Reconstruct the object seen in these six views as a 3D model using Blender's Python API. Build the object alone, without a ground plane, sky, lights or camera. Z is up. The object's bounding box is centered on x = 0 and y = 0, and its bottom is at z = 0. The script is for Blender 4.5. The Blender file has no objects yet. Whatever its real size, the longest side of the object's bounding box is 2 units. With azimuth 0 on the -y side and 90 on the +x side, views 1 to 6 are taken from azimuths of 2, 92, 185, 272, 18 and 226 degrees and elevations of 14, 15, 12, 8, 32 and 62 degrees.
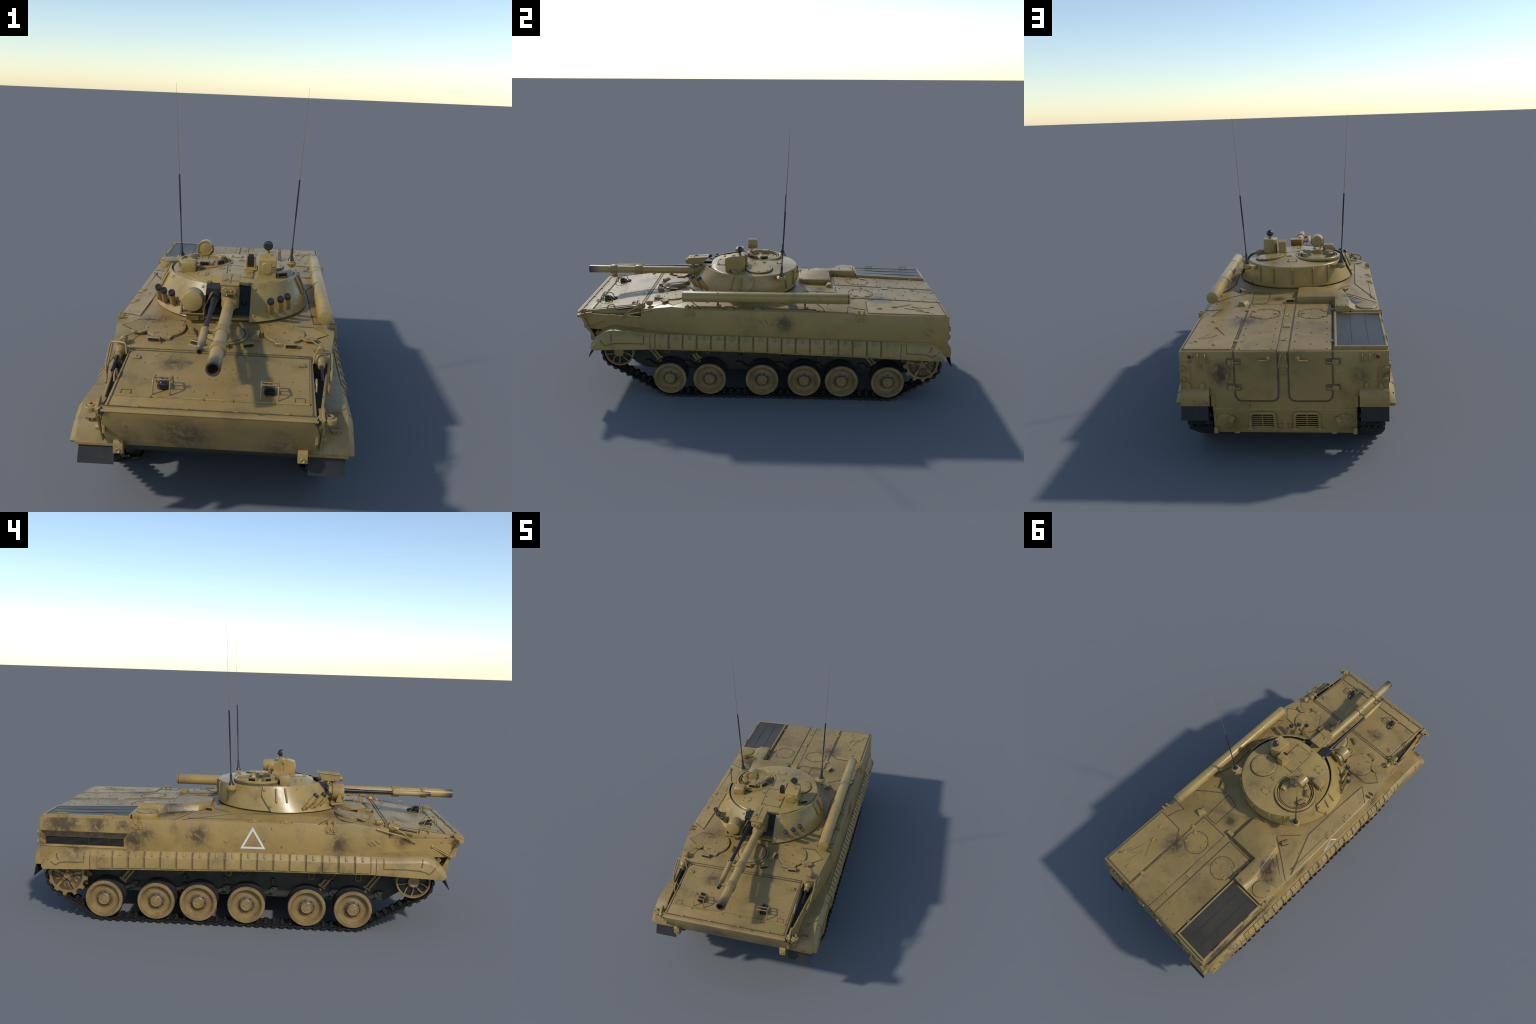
import bpy, bmesh, random
from math import sin, cos, pi, radians, sqrt, atan2, asin, hypot
from mathutils import Vector, Matrix, Euler
random.seed(7)

# =====================================================================  materials
def nt_new(name):
    m = bpy.data.materials.new(name); m.use_nodes = True
    nt = m.node_tree; nt.nodes.clear()
    out = nt.nodes.new('ShaderNodeOutputMaterial'); b = nt.nodes.new('ShaderNodeBsdfPrincipled')
    nt.links.new(b.outputs[0], out.inputs[0])
    return m, nt, b

class NT:
    """small node wiring helper"""
    def __init__(s, nt): s.nt = nt
    def n(s, t, **k):
        x = s.nt.nodes.new(t)
        for a, v in k.items(): setattr(x, a, v)
        return x
    def put(s, sock, v):
        if isinstance(v, bpy.types.NodeSocket): s.nt.links.new(v, sock)
        else: sock.default_value = v
    def math(s, op, a, b=0.0, c=0.0, clamp=False):
        x = s.n('ShaderNodeMath', operation=op, use_clamp=clamp)
        s.put(x.inputs[0], a); s.put(x.inputs[1], b); s.put(x.inputs[2], c)
        return x.outputs[0]
    def vmath(s, op, a, b=(0, 0, 0)):
        x = s.n('ShaderNodeVectorMath', operation=op)
        s.put(x.inputs[0], a); s.put(x.inputs[1], b)
        return x
    def noise(s, vec, scale, detail=4, rough=.55, dist=0.0):
        x = s.n('ShaderNodeTexNoise'); s.put(x.inputs['Vector'], vec)
        x.inputs['Scale'].default_value = scale; x.inputs['Detail'].default_value = detail
        x.inputs['Roughness'].default_value = rough; x.inputs['Distortion'].default_value = dist
        return x
    def ramp(s, f, lo, hi, a=0.0, b=1.0):
        x = s.n('ShaderNodeMapRange', interpolation_type='SMOOTHSTEP')
        s.put(x.inputs[0], f)
        for i, v in enumerate((lo, hi, a, b)): x.inputs[i + 1].default_value = v
        return x.outputs[0]
    def mix(s, f, a, b, mode='MIX'):
        x = s.n('ShaderNodeMix', data_type='RGBA', blend_type=mode)
        s.put(x.inputs[0], f)
        s.put(x.inputs[6], a if isinstance(a, bpy.types.NodeSocket) else (*a, 1))
        s.put(x.inputs[7], b if isinstance(b, bpy.types.NodeSocket) else (*b, 1))
        return x.outputs[2]
    def coords(s): return s.n('ShaderNodeTexCoord').outputs['Object']

# soot and scorch marks on the armour: centre, radius, strength
SCORCH = [((-.411, .232, .432), .085, .75), ((-.411, -.41, .415), .080, .80), ((-.411, .86, .475), .14, .95), ((-.411, .70, .468), .10, .7), ((-.411, .58, .46), .07, .6), ((-.411, .53, .40), .10, .75), ((-.411, .95, .39), .07, .7), ((-.42, .80, .345), .11, .55), ((-.43, .68, .30), .07, .5), ((-.43, -.34, .31), .05, .7), ((-.43, -.42, .31), .035, .6), ((-.411, -.60, .45), .05, .5), ((-.36, -.70, .43), .06, .7),
          ((-.411, .472, .427), .075, .65), ((-.411, .347, .455), .035, .5), ((-.411, .74, .44), .10, .35),
          ((-.29, .372, .52), .075, 1.3), ((-.275, .335, .52), .06, 1.0), ((-.335, .41, .515), .06, .7),
          ((.188, .63, .505), .105, .75), ((.062, .318, .512), .065, .7), ((-.139, .74, .497), .11, .35),
          ((-.139, -.709, .478), .085, .65), ((-.08, -.94, .355), .15, .62), ((.22, -.91, .315), .13, .5), ((-.25, -.93, .33), .09, .4),
          ((.249, .967, .394), .075, .95), ((.31, .967, .43), .06, .5), ((-.30, .967, .388), .07, .5),
          ((.411, .125, .434), .085, .72), ((-.256, -.405, .515), .11, .5), ((-.30, -.02, .59), .07, .5),
          ((.091, .10, .655), .09, .4), ((.10, -.05, .66), .05, .35), ((-.27, .967, .2), .09, .4), ((.2, .95, .17), .08, .4),
          ((-.35, -.55, .50), .05, .25), ((-.24, .967, .31), .05, .3)]

def paint(name, a=(.352, .229, .066), b=(.276, .183, .054), scorch=True, chips=True, dirt=.42, rough=.42, wide=1.0):
    m, nt, bs = nt_new(name); N = NT(nt); co = N.coords()
    big = N.noise(co, 3.2 * wide, 5, .6, .4).outputs[0]
    mid = N.noise(co, 14 * wide, 5, .62, .3).outputs[0]
    fine = N.noise(co, 160, 3, .6).outputs[0]
    col = N.mix(N.ramp(big, .35, .68), a, b)
    # warm brown rubbed zones
    warm = N.ramp(N.noise(N.vmath('ADD', co, (3.1, .7, 1.9)).outputs[0], 5.0 * wide, 6, .66, .7).outputs[0], .46, .70)
    col = N.mix(N.math('MULTIPLY', warm, .50), col, (.330, .195, .076))
    # olive zones where the old coat shows through
    oli = N.ramp(N.noise(N.vmath('ADD', co, (1.7, 9.1, 4.4)).outputs[0], 6.5 * wide, 6, .66, .7).outputs[0], .50, .72)
    col = N.mix(N.math('MULTIPLY', oli, .45), col, (.268, .205, .060))
    # pale dust, laid in streaks along the body
    st = N.n('ShaderNodeMapping'); N.put(st.inputs[0], co); st.inputs['Scale'].default_value = (1.0, .45, 1.0)
    pale = N.ramp(N.noise(st.outputs[0], 11 * wide, 7, .70, .6).outputs[0], .52, .78)
    col = N.mix(N.math('MULTIPLY', pale, .36), col, (.47, .335, .140))
    # brown grime blotches, large and small
    g = N.ramp(N.math('ADD', mid, N.math('MULTIPLY', big, .35)), .66, .90)
    col = N.mix(N.math('MULTIPLY', g, dirt), col, (.150, .095, .038))
    sp = N.ramp(N.noise(N.vmath('ADD', co, (5.5, 3.3, 8.8)).outputs[0], 48, 6, .75, .8).outputs[0], .60, .74)
    spz = N.ramp(N.noise(N.vmath('ADD', co, (2.2, 6.3, .4)).outputs[0], 7, 3).outputs[0], .48, .66)
    col = N.mix(N.math('MULTIPLY', N.math('MULTIPLY', sp, spz), dirt * 1.1), col, (.085, .052, .024))
    col = N.mix(N.ramp(fine, .3, .75, 0, .16), col, (.14, .094, .042))
    if scorch:
        tot = None
        wob = N.noise(co, 34, 6, .7, .8).outputs[0]
        for c, r, k in SCORCH:
            d = N.n('ShaderNodeVectorMath', operation='DISTANCE')
            N.put(d.inputs[0], co); d.inputs[1].default_value = c
            f = N.ramp(d.outputs['Value'], -r * .12, r * 1.12, k, 0.0)
            tot = f if tot is None else N.math('MAXIMUM', tot, f)
        s = N.math('MULTIPLY', tot, N.ramp(wob, .30, .62, .35, 1.35), clamp=True)
        s2 = N.ramp(s, -.05, .92)
        col = N.mix(N.math('MULTIPLY', s2, .92), col, (.052, .033, .017))
    if chips:
        wv = N.noise(co, 60, 2).outputs['Color']
        co2 = N.vmath('ADD', co, N.vmath('MULTIPLY', N.vmath('SUBTRACT', wv, (.5, .5, .5)).outputs[0], (.012, .012, .012)).outputs[0]).outputs[0]
        v = N.n('ShaderNodeTexVoronoi', feature='F1'); N.put(v.inputs['Vector'], co2); v.inputs['Scale'].default_value = 13
        sep = N.n('ShaderNodeSeparateColor'); N.put(sep.inputs[0], v.outputs['Color'])
        rad = N.math('MULTIPLY', N.ramp(sep.outputs[0], .25, 1.0), .145)
        edge = N.math('SUBTRACT', rad, v.outputs['Distance'])
        chip = N.ramp(edge, -.006, .022)
        chip = N.math('MULTIPLY', chip, .75)
        hue = N.mix(sep.outputs[1], (.085, .085, .082), (.12, .078, .068))
        col = N.mix(chip, col, hue)
        # small rust-brown specks
        v2 = N.n('ShaderNodeTexVoronoi', feature='F1'); N.put(v2.inputs['Vector'], co2); v2.inputs['Scale'].default_value = 42
        sp2 = N.n('ShaderNodeSeparateColor'); N.put(sp2.inputs[0], v2.outputs['Color'])
        e2 = N.math('SUBTRACT', N.math('MULTIPLY', N.ramp(sp2.outputs[0], .6, 1.0), .15), v2.outputs['Distance'])
        col = N.mix(N.math('MULTIPLY', N.ramp(e2, -.01, .05), .55), col, (.10, .062, .038))
    nt.links.new(col, bs.inputs['Base Color'])
    r = N.math('ADD', N.math('MULTIPLY', mid, .28), rough - .14)
    nt.links.new(r, bs.inputs['Roughness'])
    bs.inputs['Specular IOR Level'].default_value = .5
    bp = N.n('ShaderNodeBump'); bp.inputs['Strength'].default_value = .12; bp.inputs['Distance'].default_value = .002
    N.put(bp.inputs['Height'], N.math('ADD', N.math('MULTIPLY', mid, .7), N.math('MULTIPLY', fine, .3)))
    nt.links.new(bp.outputs[0], bs.inputs['Normal'])
    return m

def plain(name, a, b, scale=20, rough=.6, metal=0.0, spec=.5, bump=.1):
    m, nt, bs = nt_new(name); N = NT(nt); co = N.coords()
    n = N.noise(co, scale, 5, .65, .3).outputs[0]
    nt.links.new(N.mix(N.ramp(n, .35, .7), a, b), bs.inputs['Base Color'])
    nt.links.new(N.math('ADD', N.math('MULTIPLY', n, .2), rough - .1), bs.inputs['Roughness'])
    bs.inputs['Metallic'].default_value = metal; bs.inputs['Specular IOR Level'].default_value = spec
    if bump:
        bp = N.n('ShaderNodeBump'); bp.inputs['Strength'].default_value = bump; bp.inputs['Distance'].default_value = .002
        N.put(bp.inputs['Height'], n); nt.links.new(bp.outputs[0], bs.inputs['Normal'])
    return m

def soot_barrel(name, y0, y1):
    """painted tube whose last stretch toward the muzzle is burnt brown-black"""
    m, nt, bs = nt_new(name); N = NT(nt); co = N.coords()
    sx = N.n('ShaderNodeSeparateXYZ'); N.put(sx.inputs[0], co)
    n = N.noise(co, 25, 5, .65, .4).outputs[0]
    base = N.mix(N.ramp(n, .35, .7), (.400, .265, .082), (.330, .220, .068))
    y = N.math('ADD', sx.outputs[1], N.math('MULTIPLY', N.math('SUBTRACT', n, .5), .05))
    col = N.mix(N.ramp(y, y0, y1, .93, 0.0), base, (.024, .017, .015))
    nt.links.new(col, bs.inputs['Base Color']); bs.inputs['Roughness'].default_value = .42
    return m

def marking(name):
    m, nt, bs = nt_new(name); N = NT(nt); co = N.coords()
    n = N.noise(co, 70, 5, .7, .5).outputs[0]
    nt.links.new(N.mix(N.ramp(n, .58, .68), (.66, .62, .56), (.23, .17, .08)), bs.inputs['Base Color'])
    bs.inputs['Roughness'].default_value = .6
    return m

def mesh_screen(name):
    m, nt, bs = nt_new(name); N = NT(nt); co = N.coords()
    n = N.noise(co, 9, 6, .65, .6).outputs[0]; f = N.noise(co, 55, 4, .7).outputs[0]
    w1 = N.n('ShaderNodeTexWave', bands_direction='X'); w1.inputs['Scale'].default_value = 28; N.put(w1.inputs[0], co)
    w2 = N.n('ShaderNodeTexWave', bands_direction='Y'); w2.inputs['Scale'].default_value = 28; N.put(w2.inputs[0], co)
    col = N.mix(N.ramp(n, .35, .7), (.028, .021, .011), (.048, .038, .022))
    col = N.mix(N.math('MULTIPLY', N.math('MAXIMUM', w1.outputs[1], w2.outputs[1]), .55), col, (.075, .062, .040))
    col = N.mix(N.ramp(f, .68, .8, 0, .4), col, (.13, .11, .08))
    nt.links.new(col, bs.inputs['Base Color']); bs.inputs['Roughness'].default_value = .40
    return m

M = {}
M['paint'] = paint('tan_armour_paint')
M['fit'] = paint('tan_fitting_paint', scorch=False, chips=False, dirt=.45, wide=2.2)
M['turret'] = paint('tan_turret_paint', a=(.415, .276, .081), b=(.345, .233, .069), dirt=.38, rough=.33)
M['skirt'] = paint('tan_skirt_paint', a=(.345, .226, .070), b=(.272, .181, .055), chips=False, dirt=.6, wide=1.6)
M['wheel'] = paint('dusty_wheel_paint', a=(.245, .155, .055), b=(.185, .117, .042), scorch=False, chips=False, dirt=.6, wide=3)
def hub_dark_ring(m):
    """noisy dark brown ring round the hub flange of a wheel spinning about local x"""
    nt = m.node_tree; N = NT(nt); bs = next(n for n in nt.nodes if n.type == 'BSDF_PRINCIPLED')
    old = bs.inputs['Base Color'].links[0].from_socket
    sx = N.n('ShaderNodeSeparateXYZ'); N.put(sx.inputs[0], N.coords())
    rad = N.math('SQRT', N.math('ADD', N.math('MULTIPLY', sx.outputs[1], sx.outputs[1]), N.math('MULTIPLY', sx.outputs[2], sx.outputs[2])))
    w = N.noise(N.coords(), 90, 5, .7, .6).outputs[0]
    rad = N.math('ADD', rad, N.math('MULTIPLY', N.math('SUBTRACT', w, .5), .020))
    f = N.math('MULTIPLY', N.ramp(rad, .025, .029), N.ramp(rad, .033, .045, 1.0, 0.0))
    nt.links.new(N.mix(N.math('MULTIPLY', f, .75), old, (.050, .034, .018)), bs.inputs['Base Color'])
hub_dark_ring(M['wheel'])
M['rim'] = paint('dusty_rim_edge', a=(.300, .205, .085), b=(.180, .118, .046), scorch=False, chips=False, dirt=.65, wide=4)
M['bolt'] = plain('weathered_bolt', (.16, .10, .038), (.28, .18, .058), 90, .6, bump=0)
M['groove'] = plain('groove_shade', (.10, .066, .028), (.18, .118, .044), 40, .7, bump=0)  # darker tan strips put the soft shading of the skirt pressings into colour
M['pad'] = plain('dark_hinge_pad', (.10, .072, .034), (.17, .118, .048), 50, .6)  # darker brown than the doors around the pads
M['under'] = plain('grimy_shaded_lower_hull', (.040, .037, .025), (.026, .024, .017), 12, .75)  # grey-green grime, darkened further with the shade under the hull
M['rubber'] = plain('black_rubber', (.020, .020, .021), (.030, .029, .028), 30, .65, spec=.35)
M['flap'] = plain('rubber_flap', (.022, .022, .022), (.034, .032, .030), 25, .7, spec=.3)
M['track'] = plain('dark_track_steel', (.010, .0095, .009), (.026, .022, .018), 45, .55, .3)
M['seam'] = plain('seam_shade_and_scratch', (.075, .050, .024), (.135, .090, .036), 40, .8, bump=0)  # dark brown painted for the shade in panel joints; also colours side scratches
M['dark'] = plain('near_black', (.010, .010, .011), (.018, .017, .018), 30, .6)  # near-black standing for shade in recesses, also on a few dark fittings
M['steel'] = plain('blued_steel', (.022, .024, .028), (.040, .040, .042), 40, .38, .6)
M['lamp'] = plain('black_lamp_housing', (.016, .016, .018), (.030, .028, .028), 30, .32)
M['glass'] = plain('dark_lens_glass', (.05, .053, .06), (.09, .093, .10), 15, .10, .75, bump=0)
M['slit'] = plain('periscope_window', (.016, .014, .015), (.03, .022, .024), 40, .2, bump=0)
M['red'] = plain('red_lamp_lens', (.22, .012, .010), (.16, .010, .008), 40, .25, bump=0)
M['whip'] = plain('ochre_whip', (.20, .15, .07), (.16, .12, .06), 20, .6, bump=0)
M['screen'] = mesh_screen('air_intake_mesh')
M['louvre'] = plain('sooty_louvre', (.026, .020, .013), (.040, .030, .019), 25, .6)
M['soot'] = plain('sooted_paint', (.075, .048, .022), (.16, .105, .040), 22, .6)
M['sootdark'] = plain('exhaust_soot', (.038, .025, .014), (.085, .056, .026), 18, .6)
M['gun'] = soot_barrel('gun_barrel_paint', -1.005, -.925)
M['coax'] = soot_barrel('cannon_sleeve_paint', -.885, -.79)
M['mark'] = marking('worn_white_marking')

# =====================================================================  mesh kit
ROOT = bpy.data.objects.new('infantry_fighting_vehicle', None)
bpy.context.scene.collection.objects.link(ROOT)
ROOT['label'] = 'sand coloured tracked infantry fighting vehicle with turret'
ROOT['category'] = 'military vehicle'

class G:
    """geometry accumulator"""
    def __init__(s): s.v = []; s.f = []
    def add(s, vf, mat=None):
        v, f = vf; o = len(s.v)
        s.v += [(mat @ Vector(p)) if mat else Vector(p) for p in v]
        s.f += [[i + o for i in q] for q in f]
        return s
    def mirror(s):
        o = len(s.v); s.v += [Vector((-p[0], p[1], p[2])) for p in s.v]
        s.f += [[i + o for i in reversed(q)] for q in list(s.f)]
        return s

def emit(name, g, mat, parent=ROOT, bevel=0.0, seg=1, angle=32, fix=True):
    if not isinstance(g, G): g = G().add(g)
    me = bpy.data.meshes.new(name)
    me.from_pydata([tuple(p) for p in g.v], [], g.f)
    bm = bmesh.new(); bm.from_mesh(me)
    if fix:
        bmesh.ops.remove_doubles(bm, verts=bm.verts, dist=1e-6)
        bmesh.ops.recalc_face_normals(bm, faces=bm.faces)
    if bevel:
        es = [e for e in bm.edges if e.is_manifold and len(e.link_faces) == 2 and e.calc_face_angle(0) > radians(28)]
        bmesh.ops.bevel(bm, geom=es, offset=bevel, segments=seg, affect='EDGES', clamp_overlap=True, profile=.5)
    bm.to_mesh(me); bm.free()
    me.shade_smooth(); me.set_sharp_from_angle(angle=radians(angle))
    me.materials.append(M[mat] if isinstance(mat, str) else mat)
    return place(name, me, parent)

def place(name, me, parent=ROOT, loc=None, rot=None):
    o = bpy.data.objects.new(name, me); bpy.context.scene.collection.objects.link(o)
    o.parent = parent
    if loc is not None: o.location = loc
    if rot is not None: o.rotation_euler = rot
    return o

def group(name, parent=ROOT):
    return place(name, None, parent)

def box(c, s, rot=None):
    x, y, z = (q / 2 for q in s)
    v = [Vector((i, j, k)) for i in (-x, x) for j in (-y, y) for k in (-z, z)]
    R = Euler(rot).to_matrix() if rot else Matrix.Identity(3)
    v = [R @ p + Vector(c) for p in v]
    return v, [[0, 1, 3, 2], [4, 6, 7, 5], [0, 4, 5, 1], [2, 3, 7, 6], [0, 2, 6, 4], [1, 5, 7, 3]]

def prism(poly, axis, a, b):
    mk = {'x': lambda p, t: (t, p[0], p[1]), 'y': lambda p, t: (p[0], t, p[1]), 'z': lambda p, t: (p[0], p[1], t)}[axis]
    n = len(poly)
    v = [mk(p, a) for p in poly] + [mk(p, b) for p in poly]
    f = [list(range(n))[::-1], list(range(n, 2 * n))] + [[i, (i + 1) % n, n + (i + 1) % n, n + i] for i in range(n)]
    return v, f

def loft(rings, cap=True, closed=True):
    n = len(rings[0]); v = [p for r in rings for p in r]; f = []
    for k in range(len(rings) - 1):
        for i in range(n if closed else n - 1):
            j = (i + 1) % n
            f.append([k * n + i, k * n + j, (k + 1) * n + j, (k + 1) * n + i])
    if cap: f += [list(range(n))[::-1], list(range((len(rings) - 1) * n, len(rings) * n))]
    return v, f

def frame(d):
    d = Vector(d).normalized()
    u = d.cross(Vector((0, 0, 1))) if abs(d.z) < .95 else d.cross(Vector((0, 1, 0)))
    u.normalize(); return u, d.cross(u), d

def lathe(prof, origin, axis=(0, 0, 1), seg=32, cap=True):
    """prof: list of (radius, distance along the axis)"""
    u, w, d = frame(axis); o = Vector(origin); rings = []
    for r, h in prof:
        rings.append([o + d * h + (u * cos(2 * pi * i / seg) + w * sin(2 * pi * i / seg)) * r for i in range(seg)])
    return loft(rings, cap)

def cyl(a, b, r, seg=20, r2=None):
    a, b = Vector(a), Vector(b)
    return lathe([(r, 0), (r if r2 is None else r2, (b - a).length)], a, b - a, seg)

def fillet(pts, rad, n=4):
    pts = [Vector(p) for p in pts]; out = [pts[0]]
    for i in range(1, len(pts) - 1):
        p, a, b = pts[i], pts[i - 1], pts[i + 1]
        r = min(rad, (a - p).length * .45, (b - p).length * .45)
        s, e = p + (a - p).normalized() * r, p + (b - p).normalized() * r
        for k in range(n + 1):
            t = k / n; out.append(s * (1 - t) ** 2 + p * 2 * t * (1 - t) + e * t * t)
    return out + [pts[-1]]

def rod(pts, r, seg=8, rad=0.0):
    pts = fillet(pts, rad) if rad else [Vector(p) for p in pts]
    rr = r if isinstance(r, (list, tuple)) else [r] * len(pts)
    rings = []; u = None
    for i, p in enumerate(pts):
        d = (pts[min(i + 1, len(pts) - 1)] - pts[max(i - 1, 0)]).normalized()
        if u is None: u = frame(d)[0]
        u = (u - d * u.dot(d)).normalized(); w = d.cross(u)
        rings.append([p + (u * cos(2 * pi * k / seg) + w * sin(2 * pi * k / seg)) * rr[i] for k in range(seg)])
    return loft(rings)

def sphere(c, r, seg=20, rings=12, sc=(1, 1, 1)):
    prof = [(max(r * sin(pi * k / rings), 1e-5), -r * cos(pi * k / rings)) for k in range(rings + 1)]
    v, f = lathe(prof, (0, 0, 0), (0, 0, 1), seg)
    return [Vector((p[0] * sc[0], p[1] * sc[1], p[2] * sc[2])) + Vector(c) for p in v], f

def lerp(tab, t):
    if t <= tab[0][0]: return tab[0][1]
    for (a, x), (b, y) in zip(tab, tab[1:]):
        if t <= b: return x + (y - x) * (t - a) / (b - a)
    return tab[-1][1]

def both(vf):
    g = G().add(vf); return g.mirror()

def arc(cx, cy, r, a0, a1, n):
    return [(cx + r * cos(radians(a0 + (a1 - a0) * i / n)), cy + r * sin(radians(a0 + (a1 - a0) * i / n))) for i in range(n + 1)]

def disc(cx, cy, r, n=40): return arc(cx, cy, r, 0, 360 * (n - 1) / n, n - 1)

# =====================================================================  hull shape rules
ZC = [(-.99, .4478), (-.85, .4640), (-.70, .4835), (-.627, .4940), (-.465, .510), (-.37, .5185), (.20, .5155), (.406, .509), (.967, .4865)]
ZE = [(-.635, .4865), (-.577, .493), (-.465, .511), (-.30, .5010), (-.10, .4995), (.15, .4990), (.27, .4985), (.40, .4955), (.60, .4920), (.967, .4870)]
XS = [(-.635, .364), (-.577, .377), (-.465, .394), (-.305, .411), (.967, .411)]
XIN = [(-.635, .25), (-.465, .30), (-.37, .325), (.065, .312), (.25, .318), (.32, .29), (.406, .2), (.967, .195)]
def deck(x, y):
    x = abs(x); zc = lerp(ZC, y); xi = lerp(XIN, y); xs = lerp(XS, y)
    if y < -.6: return zc
    z = zc if x <= xi else zc + (lerp(ZE, y) - zc) * min(1, (x - xi) / (xs - xi))
    rr_ = hypot(x, y + .108)
    if .303 < rr_ < .362: z = max(z, .525 - (rr_ - .303) * .2203 - .010 * (max(0, -(y + .108)) / rr_) ** 2)
    return z

def drape(poly, t, base=-.004):
    """thin plate lying on the deck; poly in plan"""
    n = len(poly)
    v = [(x, y, deck(x, y) + base) for x, y in poly] + [(x, y, deck(x, y) + t) for x, y in poly]
    f = [list(range(n))[::-1], list(range(n, 2 * n))] + [[i, (i + 1) % n, n + (i + 1) % n, n + i] for i in range(n)]
    return v, f

def seam(pts, w=.0042, h=.0010, closed=False, zf=deck):
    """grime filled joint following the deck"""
    P = [Vector((x, y, 0)) for x, y in pts]
    if closed: P.append(P[0].copy())
    Q = []
    for a, b in zip(P, P[1:]):
        n = max(1, int((b - a).length / .03)); Q += [a.lerp(b, k / n) for k in range(n)]
    Q.append(P[-1]); rings = []
    for i, p in enumerate(Q):
        d = Q[min(i + 1, len(Q) - 1)] - Q[max(i - 1, 0)]
        if closed and i in (0, len(Q) - 1): d = Q[1] - Q[-2]
        d.normalize(); s = Vector((-d.y, d.x, 0)) * (w / 2)
        l, r = p + s, p - s
        zl, zr = zf(l.x, l.y), zf(r.x, r.y)
        rings.append([(l.x, l.y, zl - .003), (l.x, l.y, zl + h), (r.x, r.y, zr + h), (r.x, r.y, zr - .003)])
    return loft(rings)

def bolt(c, n, r=.0042, h=.0028): 
    return lathe([(r, -.001), (r, h * .5), (r * .7, h)], c, n, 8)

# ---------------------------------------------------------------- main hull body
def hull_body():
    ys = [.967, .9445, .92, .60, .45, .406, .32, .25, .20, .065, -.10, -.30, -.37, -.465, -.577, -.635]
    rings = []
    for y in ys:
        zb = .244 if y > .95 else .133 if y > .93 else .12
        zs = .30
        xs = lerp(XS, y)
        half = [(0, lerp(ZC, y)), (lerp(XIN, y), lerp(ZC, y)), (xs, lerp(ZE, y)), (xs, zs), (.287, zs - .001), (.287, zb), (0, zb)]
        ring = [(x, y, z) for x, z in half] + [(-x, y, z) for x, z in half[-2:0:-1]]
        rings.append(ring)
    g = G().add(loft(rings))
    o = emit('hull', g, 'paint', bevel=.0025, seg=2)
    # cut the exhaust louvre pocket into the right hand side
    cut = emit('louvre_cutter', box((-.411, .757, .3815), (.030, .362, .037)), 'paint', None)
    md = o.modifiers.new('pocket', 'BOOLEAN'); md.operation = 'DIFFERENCE'; md.object = cut; md.solver = 'EXACT'
    dg = bpy.context.evaluated_depsgraph_get(); dg.update()
    me = bpy.data.meshes.new_from_object(o.evaluated_get(dg))
    o.modifiers.clear(); o.data = me
    bpy.data.objects.remove(cut)
    me.set_sharp_from_angle(angle=radians(32))
    return o
HULL = hull_body()

# front body: glacis block, lower nose, floor slope
g = G()
g.add(prism([(-.63, .4934), (-.70, .4831), (-.85, .4636), (-.980, .4490), (-.945, .372), (-.63, .362)], 'x', -.309, .309))
emit('glacis_body', g, 'paint', bevel=.0025, seg=2)
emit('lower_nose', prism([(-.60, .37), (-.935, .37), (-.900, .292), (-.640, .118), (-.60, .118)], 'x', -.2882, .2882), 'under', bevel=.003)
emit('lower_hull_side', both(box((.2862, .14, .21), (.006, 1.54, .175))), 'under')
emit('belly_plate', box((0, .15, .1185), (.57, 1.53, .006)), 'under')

# side walls of the front recesses, slightly toed in
g = G()
for s in (1, -1):
    pl = [(.3665, -.60), (.3335, -.886), (.318, -.957), (.309, -.957), (.3255, -.886), (.3575, -.60)]
    g.add(prism([(s * x, y) for x, y in pl], 'z', .355, .4415))
emit('nose_side_wall', g, 'paint', bevel=.0015)
g = G()
for s in (1, -1):
    g.add(prism([(s * .308, -.62), (s * .362, -.62), (s * .333, -.88), (s * .308, -.95)], 'z', .39, .431))
    g.add(box((s * .335, -.6365, .446), (.05, .004, .08)))
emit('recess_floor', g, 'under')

# ---------------------------------------------------------------- nose trim vane (folded wave board)
VT, VB = Vector((0, -.987, .4495)), Vector((0, -.907, .297))
vd = (VB - VT).normalized(); vn = Vector((0, -vd.z, vd.y))
if vn.y > 0: vn = -vn
def vane_pt(x, t, off): return Vector((x, 0, 0)) + VT.lerp(VB, t) + vn * off
out = [(-.309, .13), (-.297, 0), (.297, 0), (.309, .13), (.322, .45), (.318, .80), (.300, 1), (-.300, 1), (-.318, .80), (-.322, .45)]
emit('trim_vane', loft([[vane_pt(x, t, .004) for x, t in out], [vane_pt(x, t, -.007) for x, t in out]]), 'paint', bevel=.002, seg=2)
emit('nose_lip', loft([[(x, -.966, .4520), (x, -.990, .4498), (x, -.9935, .446), (x, -.985, .4385), (x, -.962, .447)] for x in (-.313, .313)]), 'paint', bevel=.0015)
g = G()
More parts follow.
